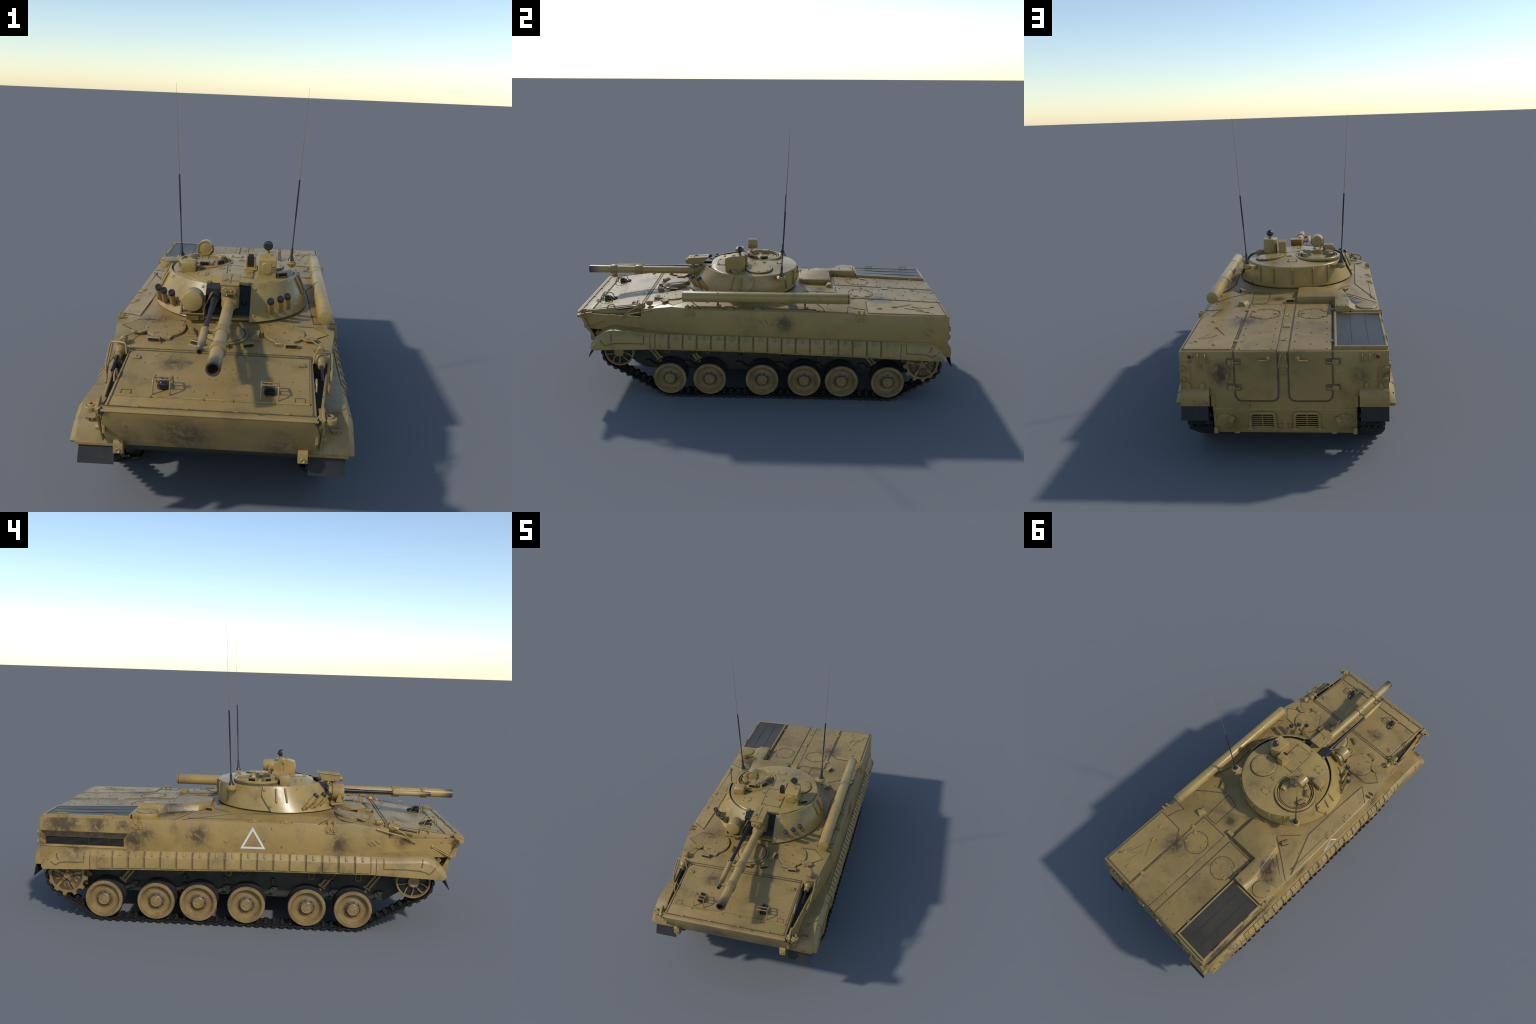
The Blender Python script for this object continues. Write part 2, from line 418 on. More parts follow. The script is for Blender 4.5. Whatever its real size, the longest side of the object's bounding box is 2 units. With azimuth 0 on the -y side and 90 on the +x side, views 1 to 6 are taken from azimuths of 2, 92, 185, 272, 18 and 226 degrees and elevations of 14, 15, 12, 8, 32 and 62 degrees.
for s in (1, -1):
    g.add(loft([[vane_pt(s * (.327 + dx), t, o_) for t, o_ in ((.02, -.004), (.98, -.004), (.98, -.018), (.02, -.018))] for dx in (0, .006)]))
    # strut with two eyes
    a, b = Vector((s * .337, -.841, .407)), Vector((s * .337, -.928, .361))
    d = (b - a).normalized(); q = Vector((0, -d.z, d.y)) * .0035
    for k in (1, -1): g.add(cyl(a + q * k * 1.1, b + q * k * 1.1, .0034, 8))
    for p in (a, b): g.add(lathe([(.0085, -.005), (.0085, .006), (.006, .008)], p, (s, 0, 0), 16))
    g.add(lathe([(.030, -.004), (.030, .0005)], Vector((s * .3345, -.835, .398)), (s, 0, .0), 28))
    g.add(box((s * .322, -.937, .432), (.012, .065, .026), (.1, 0, 0)))
emit('vane_linkage', g, 'fit', bevel=.0008)
g = G()
for x in (-.215, -.07, .075, .22): g.add(box((x, -.9655, .4530), (.018, .007, .006), (-.13, 0, 0)))
emit('lip_hinge', g, 'fit', bevel=.001)
g = G().add(loft([[(x, -.9665, .4537), (x, -.9705, .4532), (x, -.9705, .4480), (x, -.9665, .4480)] for x in (-.305, .305)]))
emit('nose_joint', g, 'seam')

# towing hooks
for s in (1, -1):
    g = G()
    prof = arc(0, 0, .0195, -205, 20, 18) + arc(.004, .004, .0095, 20, -150, 12)
    g.add(prism([(s * (.348 + x), -.960 + y) for x, y in prof], 'z', .432, .447))
    g.add(lathe([(.0135, 0), (.0135, .006), (.0062, .006), (.0062, 0)], (s * .346, -.954, .4445), (0, 0, 1), 18))
    g.add(prism([(-.935, .468), (-.955, .468), (-.985, .447), (-.978, .425), (-.955, .43), (-.94, .45)], 'x', s * .322, s * .331))
    g.add(cyl((s * .319, -.985, .443), (s * .319, -.955, .443), .009, 12))
    emit('tow_hook', g, 'fit', bevel=.0012)
    emit('hook_dark_stub', cyl((s * .312, -.9865, .4425), (s * .312, -.975, .4425), .009, 12), 'dark')  # solid dark stub standing for the socket hole
    # lower towing lugs
    g = G().add(prism([(-.921, .319), (-.932, .312), (-.934, .278), (-.918, .272), (-.90, .285), (-.90, .319)], 'x', s * .263, s * .293))
    g.add(lathe([(.008, 0), (.008, .003), (.005, .003), (.005, .001)], (s * .278, -.9335, .288), (0, -1, .1), 14))
    emit('tow_lug', g, 'fit', bevel=.002)

# ---------------------------------------------------------------- glacis hatch details
zg = lambda x, y: lerp(ZC, y)
emit('engine_access_panel', drape([(-.291, -.902), (.291, -.902), (.298, -.645), (-.298, -.645)], .0008), 'paint', bevel=.0012)
g = G()
for y in (-.628, -.641): g.add(seam([(-.306, y), (.306, y)], .004, .0012))
for s in (1, -1): g.add(seam([(s * .304, -.628), (s * .299, -.962)], .0035, .0012))
g.add(seam([(-.296, -.9045), (.296, -.9045)], .004, .0012))
for s in (1, -1):
    g.add(seam([(s * .277, -.898), (s * .277, -.878), (s * .247, -.878), (s * .247, -.898)], .003, .0018))
emit('glacis_seam', g, 'seam')
g = G()
for a, b in ((-.292, -.190), (-.183, -.032), (-.025, .055), (.062, .178), (.186, .290)):
    g.add(rod([(a, -.9085, zg(0, -.9085) + .001), (b, -.9085, zg(0, -.9085) + .001)], .0038, 8))
for x in (-.1865, -.0285, .0585, .182): g.add(box((x, -.9095, zg(0, -.909) + .001), (.008, .012, .009)))
emit('glacis_hinge', g, 'fit')
g = G()
for s in (1, -1):
    g.add(box((s * .272, -.690, zg(0, -.69) + .003), (.026, .020, .006), (-.13, 0, 0)))
    g.add(box((s * .276, -.690, zg(0, -.69) + .006), (.010, .012, .006), (-.13, 0, 0)))
emit('latch_block', g, 'fit', bevel=.0015)
g = G()
rb = random.Random(3)
for x, y in [(-.2, -.66), (-.21, -.675), (-.16, -.66), (-.165, -.673), (-.24, -.72), (-.21, -.72), (-.25, -.81), (-.22, -.815), (-.12, -.80),
             (.02, -.66), (.05, -.665), (.08, -.655), (.05, -.68), (.12, -.67), (.20, -.68), (.02, -.73), (.05, -.735), (.11, -.72), (.16, -.70), (.24, -.70),
             (-.02, -.80), (.0, -.80), (.02, -.805), (.05, -.80), (-.06, -.87), (0, -.87), (.1, -.875), (.24, -.79), (.26, -.84), (-.02, -.885), (.06, -.76)]:
    g.add(bolt((x, y, zg(x, y) + .0008), (0, -.13, 1), .0042, .0016))
o = emit('glacis_bolt', g, 'bolt'); o['kind'] = 'stuff'

# headlamps with their wire guards
def headlamp(cx, lit):
    y, zl = -.856, .4755
    g = G()
    for k in (-.026, .026):
        g.add(rod([(cx + k, -.897, zg(0, -.897)), (cx + k, -.891, .490), (cx + k, -.882, .5035), (cx + k, -.842, .4985), (cx + k, -.828, zg(0, -.828))], .0026, 8, .008))
    for yy, zz in ((-.884, .5030), (-.862, .5010)): g.add(rod([(cx - .026, yy, zz), (cx + .026, yy, zz)], .0024, 8))
    g.add(box((cx, -.842, zg(0, -.842) + .001), (.040, .040, .004), (-.13, 0, 0)))
    emit('headlamp_guard', g, 'fit')
    lamp = emit('headlamp', lathe([(.003, -.024), (.011, -.018), (.0160, -.006), (.0172, .006), (.0168, .013), (.0150, .014)], (cx, y, zl), (0, -1, .02), 24), 'lamp')
    if lit:
        emit('headlamp_lens', sphere((cx, y - .0115, zl + .0003), .0152, 20, 12, (1, .5, 1)), 'glass', lamp)
    else:
        g = G()
        for k in (-.006, .001, .008): g.add(box((cx, y - .0150, zl + k), (.027, .009, .0026), (.35, 0, 0)))
        g.add(lathe([(.0172, 0), (.0172, .008), (.0145, .008), (.0145, 0)], (cx, y - .010, zl), (0, -1, 0), 24))
        emit('blackout_cover', g, 'lamp', lamp)
    g = G().add(cyl((cx + .004, -.815, zl - .004), (cx + .004, -.838, zl), .005, 10))
    g.add(sphere((cx - .012, -.818, zg(0, -.818) + .006), .007, 10, 8))
    emit('headlamp_cable', g, 'lamp', lamp)
headlamp(-.155, True); headlamp(.170, False)

# grab loops, hull corner guns, guard rails
for s in (1, -1):
    emit('grab_loop', rod([(s * .3135, -.783, .462), (s * .3145, -.788, .490), (s * .3145, -.818, .487), (s * .3135, -.828, .462)], .0030, 8, .010), 'fit')
    p = Vector((s * .338, -.628, .4905)); t = Vector((s * .3365, -.766, .4705)); d = (t - p).normalized()
    g = G().add(lathe([(.012, -.01), (.0215, .0), (.022, .014), (.0165, .028), (.0125, .034), (.0125, .052), (.0100, .054)], p, d, 20))
    mg = emit('ball_mount', g, 'fit')
    emit('machine_gun_barrel', cyl(p + d * .05, t, .0050, 12, .0042), 'steel', mg)
    emit('guard_rail', rod([(s * .311, -.668, .487), (s * .3165, -.655, .5215), (s * .371, -.636, .5165), (s * .3745, -.640, .503), (s * .371, -.70, .470), (s * .362, -.745, .428)], .0033, 8, .010), 'fit')
    emit('brush_bar', rod([(s * .381, -.575, .487), (s * .379, -.60, .480), (s * .367, -.700, .455), (s * .357, -.762, .424)], .0036, 8, .012), 'fit')
    g = G().add(lathe([(.004, -.020), (.011, -.016), (.0125, -.004), (.0125, .008), (.0085, .011), (.0085, .0135)], (s * .338, -.594, .511), (0, -1, 0), 18))
    g.add(cyl((s * .338, -.592, .497), (s * .338, -.592, .508), .006, 10))
    g.add(rod([(s * .338, -.585, .512), (s * .330, -.575, .517), (s * .308, -.535, .517)], .0022, 6))
    g.add(rod([(s * .318, -.590, .498), (s * .314, -.596, .509), (s * .320, -.600, .511)], .0022, 6))
    mk = emit('marker_lamp', g, 'fit')
    c = Vector((s * .303, -.517, .514)); n = Vector((s * .1, -.15, 1)).normalized()
    hexa = [(c.x + r_ * cos(radians(k)), c.y + r_ * .78 * sin(radians(k))) for k, r_ in ((0, .030), (50, .026), (110, .028), (180, .029), (235, .027), (300, .027))]
    g = G().add(loft([[(x, y, c.z - .002 + (c.y - y) * -.05) for x, y in hexa], [(x, y, c.z + .0035 + (c.y - y) * -.05) for x, y in hexa]]))
    for k in (0, 60, 120):
        g.add(rod([(c.x + .027 * cos(radians(k)), c.y + .021 * sin(radians(k)), c.z + .0035), (c.x - .027 * cos(radians(k)), c.y - .021 * sin(radians(k)), c.z + .0035)], .0016, 6))
    emit('folding_mirror', g, 'fit', bevel=.0008)

# ---------------------------------------------------------------- periscopes
def periscope(name, c, yaw, w=.046, d=.030, h=.017, parent=ROOT, tilt=0.0):
    """small wedge hood whose window looks along local -y"""
    mtx = Matrix.Translation(c) @ Matrix.Rotation(yaw, 4, 'Z') @ Matrix.Rotation(tilt, 4, 'X')
    g = G()
    pr = [(-d / 2, 0), (-d / 2, h), (-d * .30, h * 1.04), (d * .15, h * .95), (d / 2, h * .25), (d / 2, 0)]
    g.add(prism(pr, 'x', -w / 2, w / 2), mtx)
    g.add(box((0, -.001, -.001), (w + .010, d + .008, .005)), mtx)
    o = emit(name, g, 'fit', parent, bevel=.0012)
    g = G().add(box((0, -d / 2, h * .56), (w * .80, .003, h * .62)), mtx)
    par = o if parent is ROOT else parent
    emit('periscope_window', g, 'slit', par)
    return o
for s in (1, -1):
    periscope('periscope', (s * .237, -.568, deck(.23, -.568)), s * .05, .046, .028, .016)
    periscope('periscope', (s * .252, .196, deck(.252, .196)), s * radians(115), .040, .032, .016)
periscope('periscope', (.223, .396, deck(.223, .396)), radians(68), .042, .034, .017)
periscope('periscope', (.004, .369, deck(0, .369)), pi, .042, .030, .018)
for x, y, a in ((.0, -.589, 0), (.086, -.578, .45), (-.086, -.578, -.45), (.113, -.497, 1.5), (-.113, -.497, -1.5)):
    periscope('periscope', (x, y, deck(x, y)), a, .044, .028, .016)

# ---------------------------------------------------------------- deck hatches and plates
def round_hatch(name, cx, cy, r, t=.0075, bolts=6, tab=0):
    if tab:
        pts = arc(cx, cy, r, -62, 242, 40) + [(cx - .036, cy - r * .97), (cx - .030, cy - r * 1.18), (cx + .030, cy - r * 1.18), (cx + .036, cy - r * .97)]
    else: pts = disc(cx, cy, r, 44)
    o = emit(name, drape(pts, t), 'paint', bevel=.0015)
    g = G()
    for k in range(bolts):
        a = 2 * pi * (k + .3) / bolts
        x, y = cx + cos(a) * r * .84, cy + sin(a) * r * .84
        g.add(bolt((x, y, deck(x, y) + t - .0005), (0, -.08 if cy < -.4 else .03, 1)))
    g.add(bolt((cx, cy, deck(cx, cy) + t - .0005), (0, 0, 1), .006, .002))
    q = emit('hatch_bolt', g, 'bolt', o); q['kind'] = 'stuff'
    g = G().add(seam([(cx + (x - cx) * 1.03, cy + (y - cy) * 1.03) for x, y in pts], .004, .0012, True))
    emit('hatch_joint', g, 'seam', o)
    return o
for s in (1, -1):
    round_hatch('crew_hatch', s * .2145, -.4725, .074, .0085, 8, 1)
    emit('crew_hatch_base', drape([(s * x, y) for x, y in ((.15, -.403), (.321, -.405), (.372, -.460), (.318, -.500), (.20, -.52))], .0016), 'paint')
    g = G().add(seam([(s * .15, -.400), (s * .322, -.402), (s * .374, -.461), (s * .316, -.503)], .0035, .0022))
    emit('deck_seam', g, 'seam')
# driver hatch: domed lid with chamfered rim
cz = deck(0, -.50)
tiltm = Matrix.Translation((0, -.497, cz)) @ Matrix.Rotation(.075, 4, 'X')
g = G().add(lathe([(.086, -.004), (.086, .006), (.079, .008), (.078, .004), (.074, .004), (.073, .009), (.060, .019), (.03, .021), (.001, .021)], (0, 0, 0), (0, 0, 1), 40), tiltm)
emit('driver_hatch', g, 'paint')
g = G().add(lathe([(.0785, .0035), (.0785, .0088), (.0740, .0088), (.0740, .0035)], (0, 0, 0), (0, 0, 1), 40), tiltm)
emit('hatch_joint', g, 'seam')

# troop roof doors and the lids in them
for s in (1, -1):
    emit('roof_door', drape([(s * .026, .410), (s * .190, .410), (s * .190, .958), (s * .026, .958)], .0025), 'paint', bevel=.001)
    g = G()
    g.add(seam([(s * .0235, .405), (s * .0235, .966)], .0045, .0018))
    g.add(seam([(s * .1945, .405), (s * .1945, .966)], .0045, .0018))
    g.add(seam([(s * .0235, .406), (s * .1945, .406)], .004, .0018))
    pts = [(s * .108 + (x - .108), y) for x, y in disc(.108, .543, .0665, 44)]
    g.add(seam(pts, .0042, .0036, True))
    emit('roof_seam', g, 'seam')
    g = G()
    for a in range(7):
        t = a * 2 * pi / 7 + .4
        g.add(bolt((s * .108 + .054 * cos(t), .543 + .054 * sin(t), deck(.108, .543 + .054 * sin(t)) + .0022), (0, .04, 1)))
    for k in range(8):
        for x in (.045, .172): g.add(bolt((s * x, .43 + k * .074, deck(x, .43 + k * .074) + .0022), (0, .04, 1)))
    for k in range(3): g.add(bolt((s * .108, .66 + k * .12, deck(.1, .66 + k * .12) + .0022), (0, .04, 1)))
    q = emit('roof_bolt', g, 'bolt'); q['kind'] = 'stuff'
    g = G()
    for x, y in ((.195, .49), (.195, .87), (.160, .505), (.158, .575)):
        g.add(box((s * x, y, deck(x, y) + .003), (.016, .020, .007), (-.04, 0, 0)))
    g.add(box((s * .062, .543, deck(.06, .543) + .003), (.020, .007, .007)))
    emit('roof_hinge', g, 'fit', bevel=.0012)
g = G()
for y in (.555, .848): 
    g.add(lathe([(.0125, -.002), (.0125, .003), (.009, .003), (.009, .0015), (.003, .0015), (.003, .004)], (0, y, deck(0, y)), (0, .04, 1), 20))
g.add(box((0, .69, deck(0, .69) + .0015), (.030, .036, .006), (-.04, 0, 0)))
emit('roof_fastener', g, 'fit', bevel=.0008)
# left rear side plate and seams around the turret ring
emit('side_deck_plate', drape([(.398, .948), (.206, .950), (.206, .612), (.245, .560), (.396, .556)], .0035), 'paint', bevel=.0015)
g = G()
g.add(seam([(.4015, .953), (.2025, .955), (.2025, .610), (.243, .556), (.399, .552)], .0042, .0012, True))
g.add(seam([(.352, .321), (.21, .216)], .0045, .0015))
g.add(seam([(.194, .211), (.111, .233), (.112, .392), (.187, .393)], .004, .0014, True))
g.add(seam([(.352, .321), (.40, .33)], .0045, .0015)); g.add(seam([(.21, .216), (.30, .185)], .004, .0014))
g.add(seam([(.315, .454), (.335, .485), (.345, .52), (.352, .548)], .004, .0014)); g.add(seam([(.315, .454), (.40, .446)], .004, .0014))
g.add(seam([(-.19, .198), (-.405, .348)], .0045, .0015)); g.add(seam([(-.20, .188), (-.283, .10)], .004, .0014))
g.add(seam([(-.18, .215), (-.395, .372)], .004, .0014))
g.add(seam([(-.195, .198), (-.285, .345)], .003, .0012))
emit('deck_seam', g, 'seam')
g = G()
for x, y in ((.33, .62), (.30, .70), (.36, .86), (.28, .90)): g.add(box((x, y, deck(x, y) + .0045), (.012, .024, .005)))
for x, y in ((.13, .25), (.13, .30), (.165, .26), (.17, .32), (.14, .36), (.175, .375), (.125, .375), (.33, .47), (.38, .50), (.34, .53), (.30, .35), (.36, .36), (.24, .28)):
    g.add(bolt((x, y, deck(x, y)), (0, 0, 1)))
emit('deck_fitting', g, 'fit', bevel=.001)
for s in (1, -1):
    pl = [(s * .324, -.376), (s * .404, -.312), (s * .408, .303), (s * .398, .303), (s * .312, .065)]
    emit('side_deck_plate', drape([(s * .328, -.368), (s * .403, -.308), (s * .405, -.10), (s * .405, .12), (s * .402, .295), (s * .314, .065), (s * .318, -.15)], .0022), 'paint', bevel=.001)
    g = G().add(seam([(s * .404, -.310), (s * .325, -.374), (s * .3115, .065), (s * .402, .304)], .0046, .0016))
    for a_, b_ in ((-.295, -.190), (-.136, -.045), (.010, .285)): g.add(seam([(s * .3835, a_), (s * .3835, b_)], .0035, .0030))
    for y_ in (-.163, -.018): g.add(seam([(s * .404, y_ - .027), (s * .3695, y_ - .027), (s * .3695, y_ + .027), (s * .404, y_ + .027)], .0035, .0030))
    emit('deck_seam', g, 'seam')
    g = G()
    for y in (-.163, -.018):
        g.add(box((s * .391, y, deck(.391, y) + .0025), (.034, .044, .006), (0, s * .17, 0)))
        g.add(lathe([(.0125, 0), (.0125, .006), (.010, .007), (.009, .005), (.001, .006)], (s * .391, y, deck(.391, y) + .003), (s * .17, 0, 1), 18))
    for y in (-.25, -.08, .08, .18): g.add(bolt((s * .35, y, deck(.35, y) + .002), (s * .15, 0, 1)))
    emit('side_deck_lug', g, 'fit', bevel=.001)

# exhaust duct housing and round filler lid on the right
g = G()
zt = .5405
outl = [(-.028, .383), (-.028, .204), (-.18, .201), (-.243, .252), (-.277, .447), (-.268, .541), (-.206, .541), (-.206, .383)]
def duct_base(p): return (p[0] - (.022 if p[0] < -.24 else 0), p[1], deck(p[0], p[1]) - .006)
g.add(loft([[duct_base(p) for p in outl], [(x, y, zt) for x, y in outl]]))
emit('exhaust_duct', g, 'paint', bevel=.003, seg=2)
g = G()
for x, y in ((-.04, .372), (-.04, .216), (-.175, .212), (-.23, .262), (-.195, .372), (-.215, .40), (-.216, .53), (-.255, .53), (-.262, .45)):
    g.add(bolt((x, y, zt), (0, 0, 1)))
emit('duct_bolt', g, 'bolt')['kind'] = 'stuff'
g = G()
plat = [(-.268, .541), (-.402, .541)] + arc(-.352, .480, .052, 10 + 170, 300, 14)[0:0] + [(-.404, .485)] + arc(-.350, .480, .054, 180, 300, 14) + [(-.277, .447)]
g.add(loft([[(x, y, deck(x, y) - .006) for x, y in plat], [(x, y, .5205) for x, y in plat]]))
emit('filler_platform', g, 'paint', bevel=.003, seg=2)
emit('duct_fairing', loft([[(-.262, y, zt - .001), (-.300, y, .5195), (-.300, y, .505), (-.262, y, .505)] for y in (.446, .5405)]), 'paint', bevel=.0015)
emit('filler_lid', lathe([(.047, 0), (.047, .0035), (.0445, .0055), (.001, .006)], (-.350, .480, .5200), (0, 0, 1), 40), 'paint')
emit('hatch_joint', lathe([(.0495, 0), (.0495, .0014), (.046, .0014), (.046, 0)], (-.350, .480, .5200), (0, 0, 1), 40), 'seam')
emit('scorched_plate', drape([(-.252, .30), (-.400, .362), (-.404, .41), (-.30, .43)], .002), 'paint')

# air intake screen, right rear
fr = [(-.206, .552), (-.403, .552), (-.403, .949), (-.206, .949)]
g = G()
for (a, b) in zip(fr, fr[1:] + fr[:1]):
    ax, ay = a; bx, by = b
    cxm, cym = (ax + bx) / 2, (ay + by) / 2
    L = hypot(bx - ax, by - ay)
    if abs(ax - bx) > .01: g.add(box((cxm, cym, deck(cxm, cym) + .006), (L + .010, .009, .018)))
    else: g.add(loft([[(ax - .0045, y, deck(ax, y) - .004), (ax - .0045, y, deck(ax, y) + .0145), (ax + .0045, y, deck(ax, y) + .0145), (ax + .0045, y, deck(ax, y) - .004)] for y in (.548, .953)]))
emit('intake_frame', g, 'fit', bevel=.0015)
v = [(x, y, deck(x, y) + .0118) for x, y in fr] + [(x, y, deck(x, y) + .002) for x, y in fr]
emit('intake_screen', (v, prism(fr, 'z', 0, 1)[1]), 'screen')
g = G()
for x in (-.272, -.337):
    g.add(loft([[(x - .0010, y, deck(x, y) + .0100), (x - .0010, y, deck(x, y) + .0122), (x + .0010, y, deck(x, y) + .0122), (x + .0010, y, deck(x, y) + .0100)] for y in (.555, .75, .946)]))
emit('screen_wire', g, 'screen')
for y in (.645, .86):
    emit('lift_handle', rod([(-.4085, y - .020, .494), (-.4095, y - .020, .513), (-.4095, y + .020, .513), (-.4085, y + .020, .494)], .0024, 8, .005), 'fit')
emit('cover_loop', rod([(-.1995, .415, .512), (-.1995, .415, .523), (-.1995, .44, .523), (-.1995, .44, .512)], .003, 6, .004), 'fit')

# lashing clasps over the deck edge
for s in (1, -1):
    for y in (-.368, .518):
        zt_ = lerp(ZE, y); xs = lerp(XS, y)
        g = G().add(prism([(y - .026, zt_ - .006), (y + .026, zt_ - .006), (y + .030, zt_ - .030), (y + .024, zt_ - .043), (y - .024, zt_ - .043), (y - .030, zt_ - .030)], 'x', s * (xs - .004), s * (xs + .0045)))
        for k in (-.013, .013):
            g.add(box((s * (xs + .001), y + k, zt_ + .004), (.008, .009, .030)))
            g.add(sphere((s * (xs + .005), y + k * 1.1, zt_ - .031), .006, 10, 8))
            g.add(box((s * (xs - .009), y + k, zt_ + .012), (.018, .010, .010)))
        g.add(sphere((s * (xs + .005), y, zt_ - .020), .0055, 10, 8))
        emit('lashing_clasp', g, 'fit', bevel=.0012)

# ---------------------------------------------------------------- right side exhaust louvre
g = G()
for k in range(7):
    g.add(box((-.4075, .757, .3655 + k * .0054), (.008, .358, .0016), (0, .5, 0)))
emit('exhaust_louvre', g, 'louvre')
g = G()
for y in (.646, .738, .848): g.add(box((-.409, y, .3815), (.0065, .0025, .035)))
emit('louvre_divider', g, 'louvre')
emit('louvre_back', box((-.398, .757, .3815), (.0025, .360, .0355)), 'dark')
(y0, y1, z0, z1), (p0, p1, q0, q1) = (.557, .962, .355, .427), (.576, .938, .3635, .3995)
ov = [(y0, z0), (y1, z0), (y1, z1), (y0, z1)]; iv = [(p0, q0), (p1, q0), (p1, q1), (p0, q1)]
for i in range(4):
    j = (i + 1) % 4; o_, n_ = [ov[i], ov[j]], [iv[j], iv[i]]
    ring_ = o_ + n_; dep = [.0040, .0040, .0006, .0006]
    vv = [(-.411 - d, y, z) for (y, z), d in zip(ring_, dep)] + [(-.408, y, z) for y, z in ring_]
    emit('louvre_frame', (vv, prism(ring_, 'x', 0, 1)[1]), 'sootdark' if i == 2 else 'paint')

# white triangle on the right side
g = G(); xw = -.4118
A_, B_, C_ = Vector((0, -.014, .4815)), Vector((0, .0405, .3795)), Vector((0, -.0745, .3805))
cen = (A_ + B_ + C_) / 3
for p, q in ((A_, B_), (B_, C_), (C_, A_)):
    pi_, qi_ = p.lerp(cen, .27), q.lerp(cen, .27)
    g.add(loft([[(xw, r.y, r.z) for r in (p, q, qi_, pi_)], [(xw + .002, r.y, r.z) for r in (p, q, qi_, pi_)]]))
emit('triangle_marking', g, 'mark')

# scratches scored in the side armour: thin slivers of bare metal
g = G()
for y, z, L, a in ((.109, .405, .035, -.75), (-.555, .425, .06, -.62), (-.575, .430, .05, -.62), (-.54, .42, .05, -.62), (-.10, .475, .02, -1.2)):
    for k in range(1):
        c = Vector((0, y, z)); d = Vector((0, -cos(a), sin(a))); n = Vector((0, -d.z, d.y)) * .0022
        xs = -(lerp(XS, y) + .0006)
        q = [c - d * L / 2, c + n, c + d * L / 2, c - n * .6]
        g.add(loft([[(xs, p.y, p.z) for p in q], [(xs + .002, p.y, p.z) for p in q]]))
for y, z, L, a in ((.00, .44, .06, -.8), (.03, .44, .05, -1.1), (.06, .43, .045, .9), (.88, .41, .05, -.4), (.86, .385, .05, -.5)):
    c = Vector((0, y, z)); d = Vector((0, cos(a), sin(a))); n = Vector((0, -d.z, d.y)) * .0020
    q = [c - d * L / 2, c + n, c + d * L / 2, c - n * .6]
    g.add(loft([[(.4116, p.y, p.z) for p in q], [(.4096, p.y, p.z) for p in q]]))
emit('scratch', g, 'seam')
g = G()
for x, y, L, a in ((.33, .80, .10, .3), (.345, .83, .09, .5), (.30, .84, .10, .2), (.28, .75, .11, -.5), (.31, .82, .07, .9), (.36, .84, .07, .35)):
    d = Vector((sin(a), cos(a), 0)); n = Vector((d.y, -d.x, 0)) * .0010; c = Vector((x, y, 0))
    q = [c - d * L / 2, c + n, c + d * L / 2, c - n]
    g.add(loft([[(p.x, p.y, deck(p.x, p.y) + .0040) for p in q], [(p.x, p.y, deck(p.x, p.y)) for p in q]]))
emit('scratch', g, plain('bare_scratch', (.20, .155, .085), (.14, .115, .075), 60))

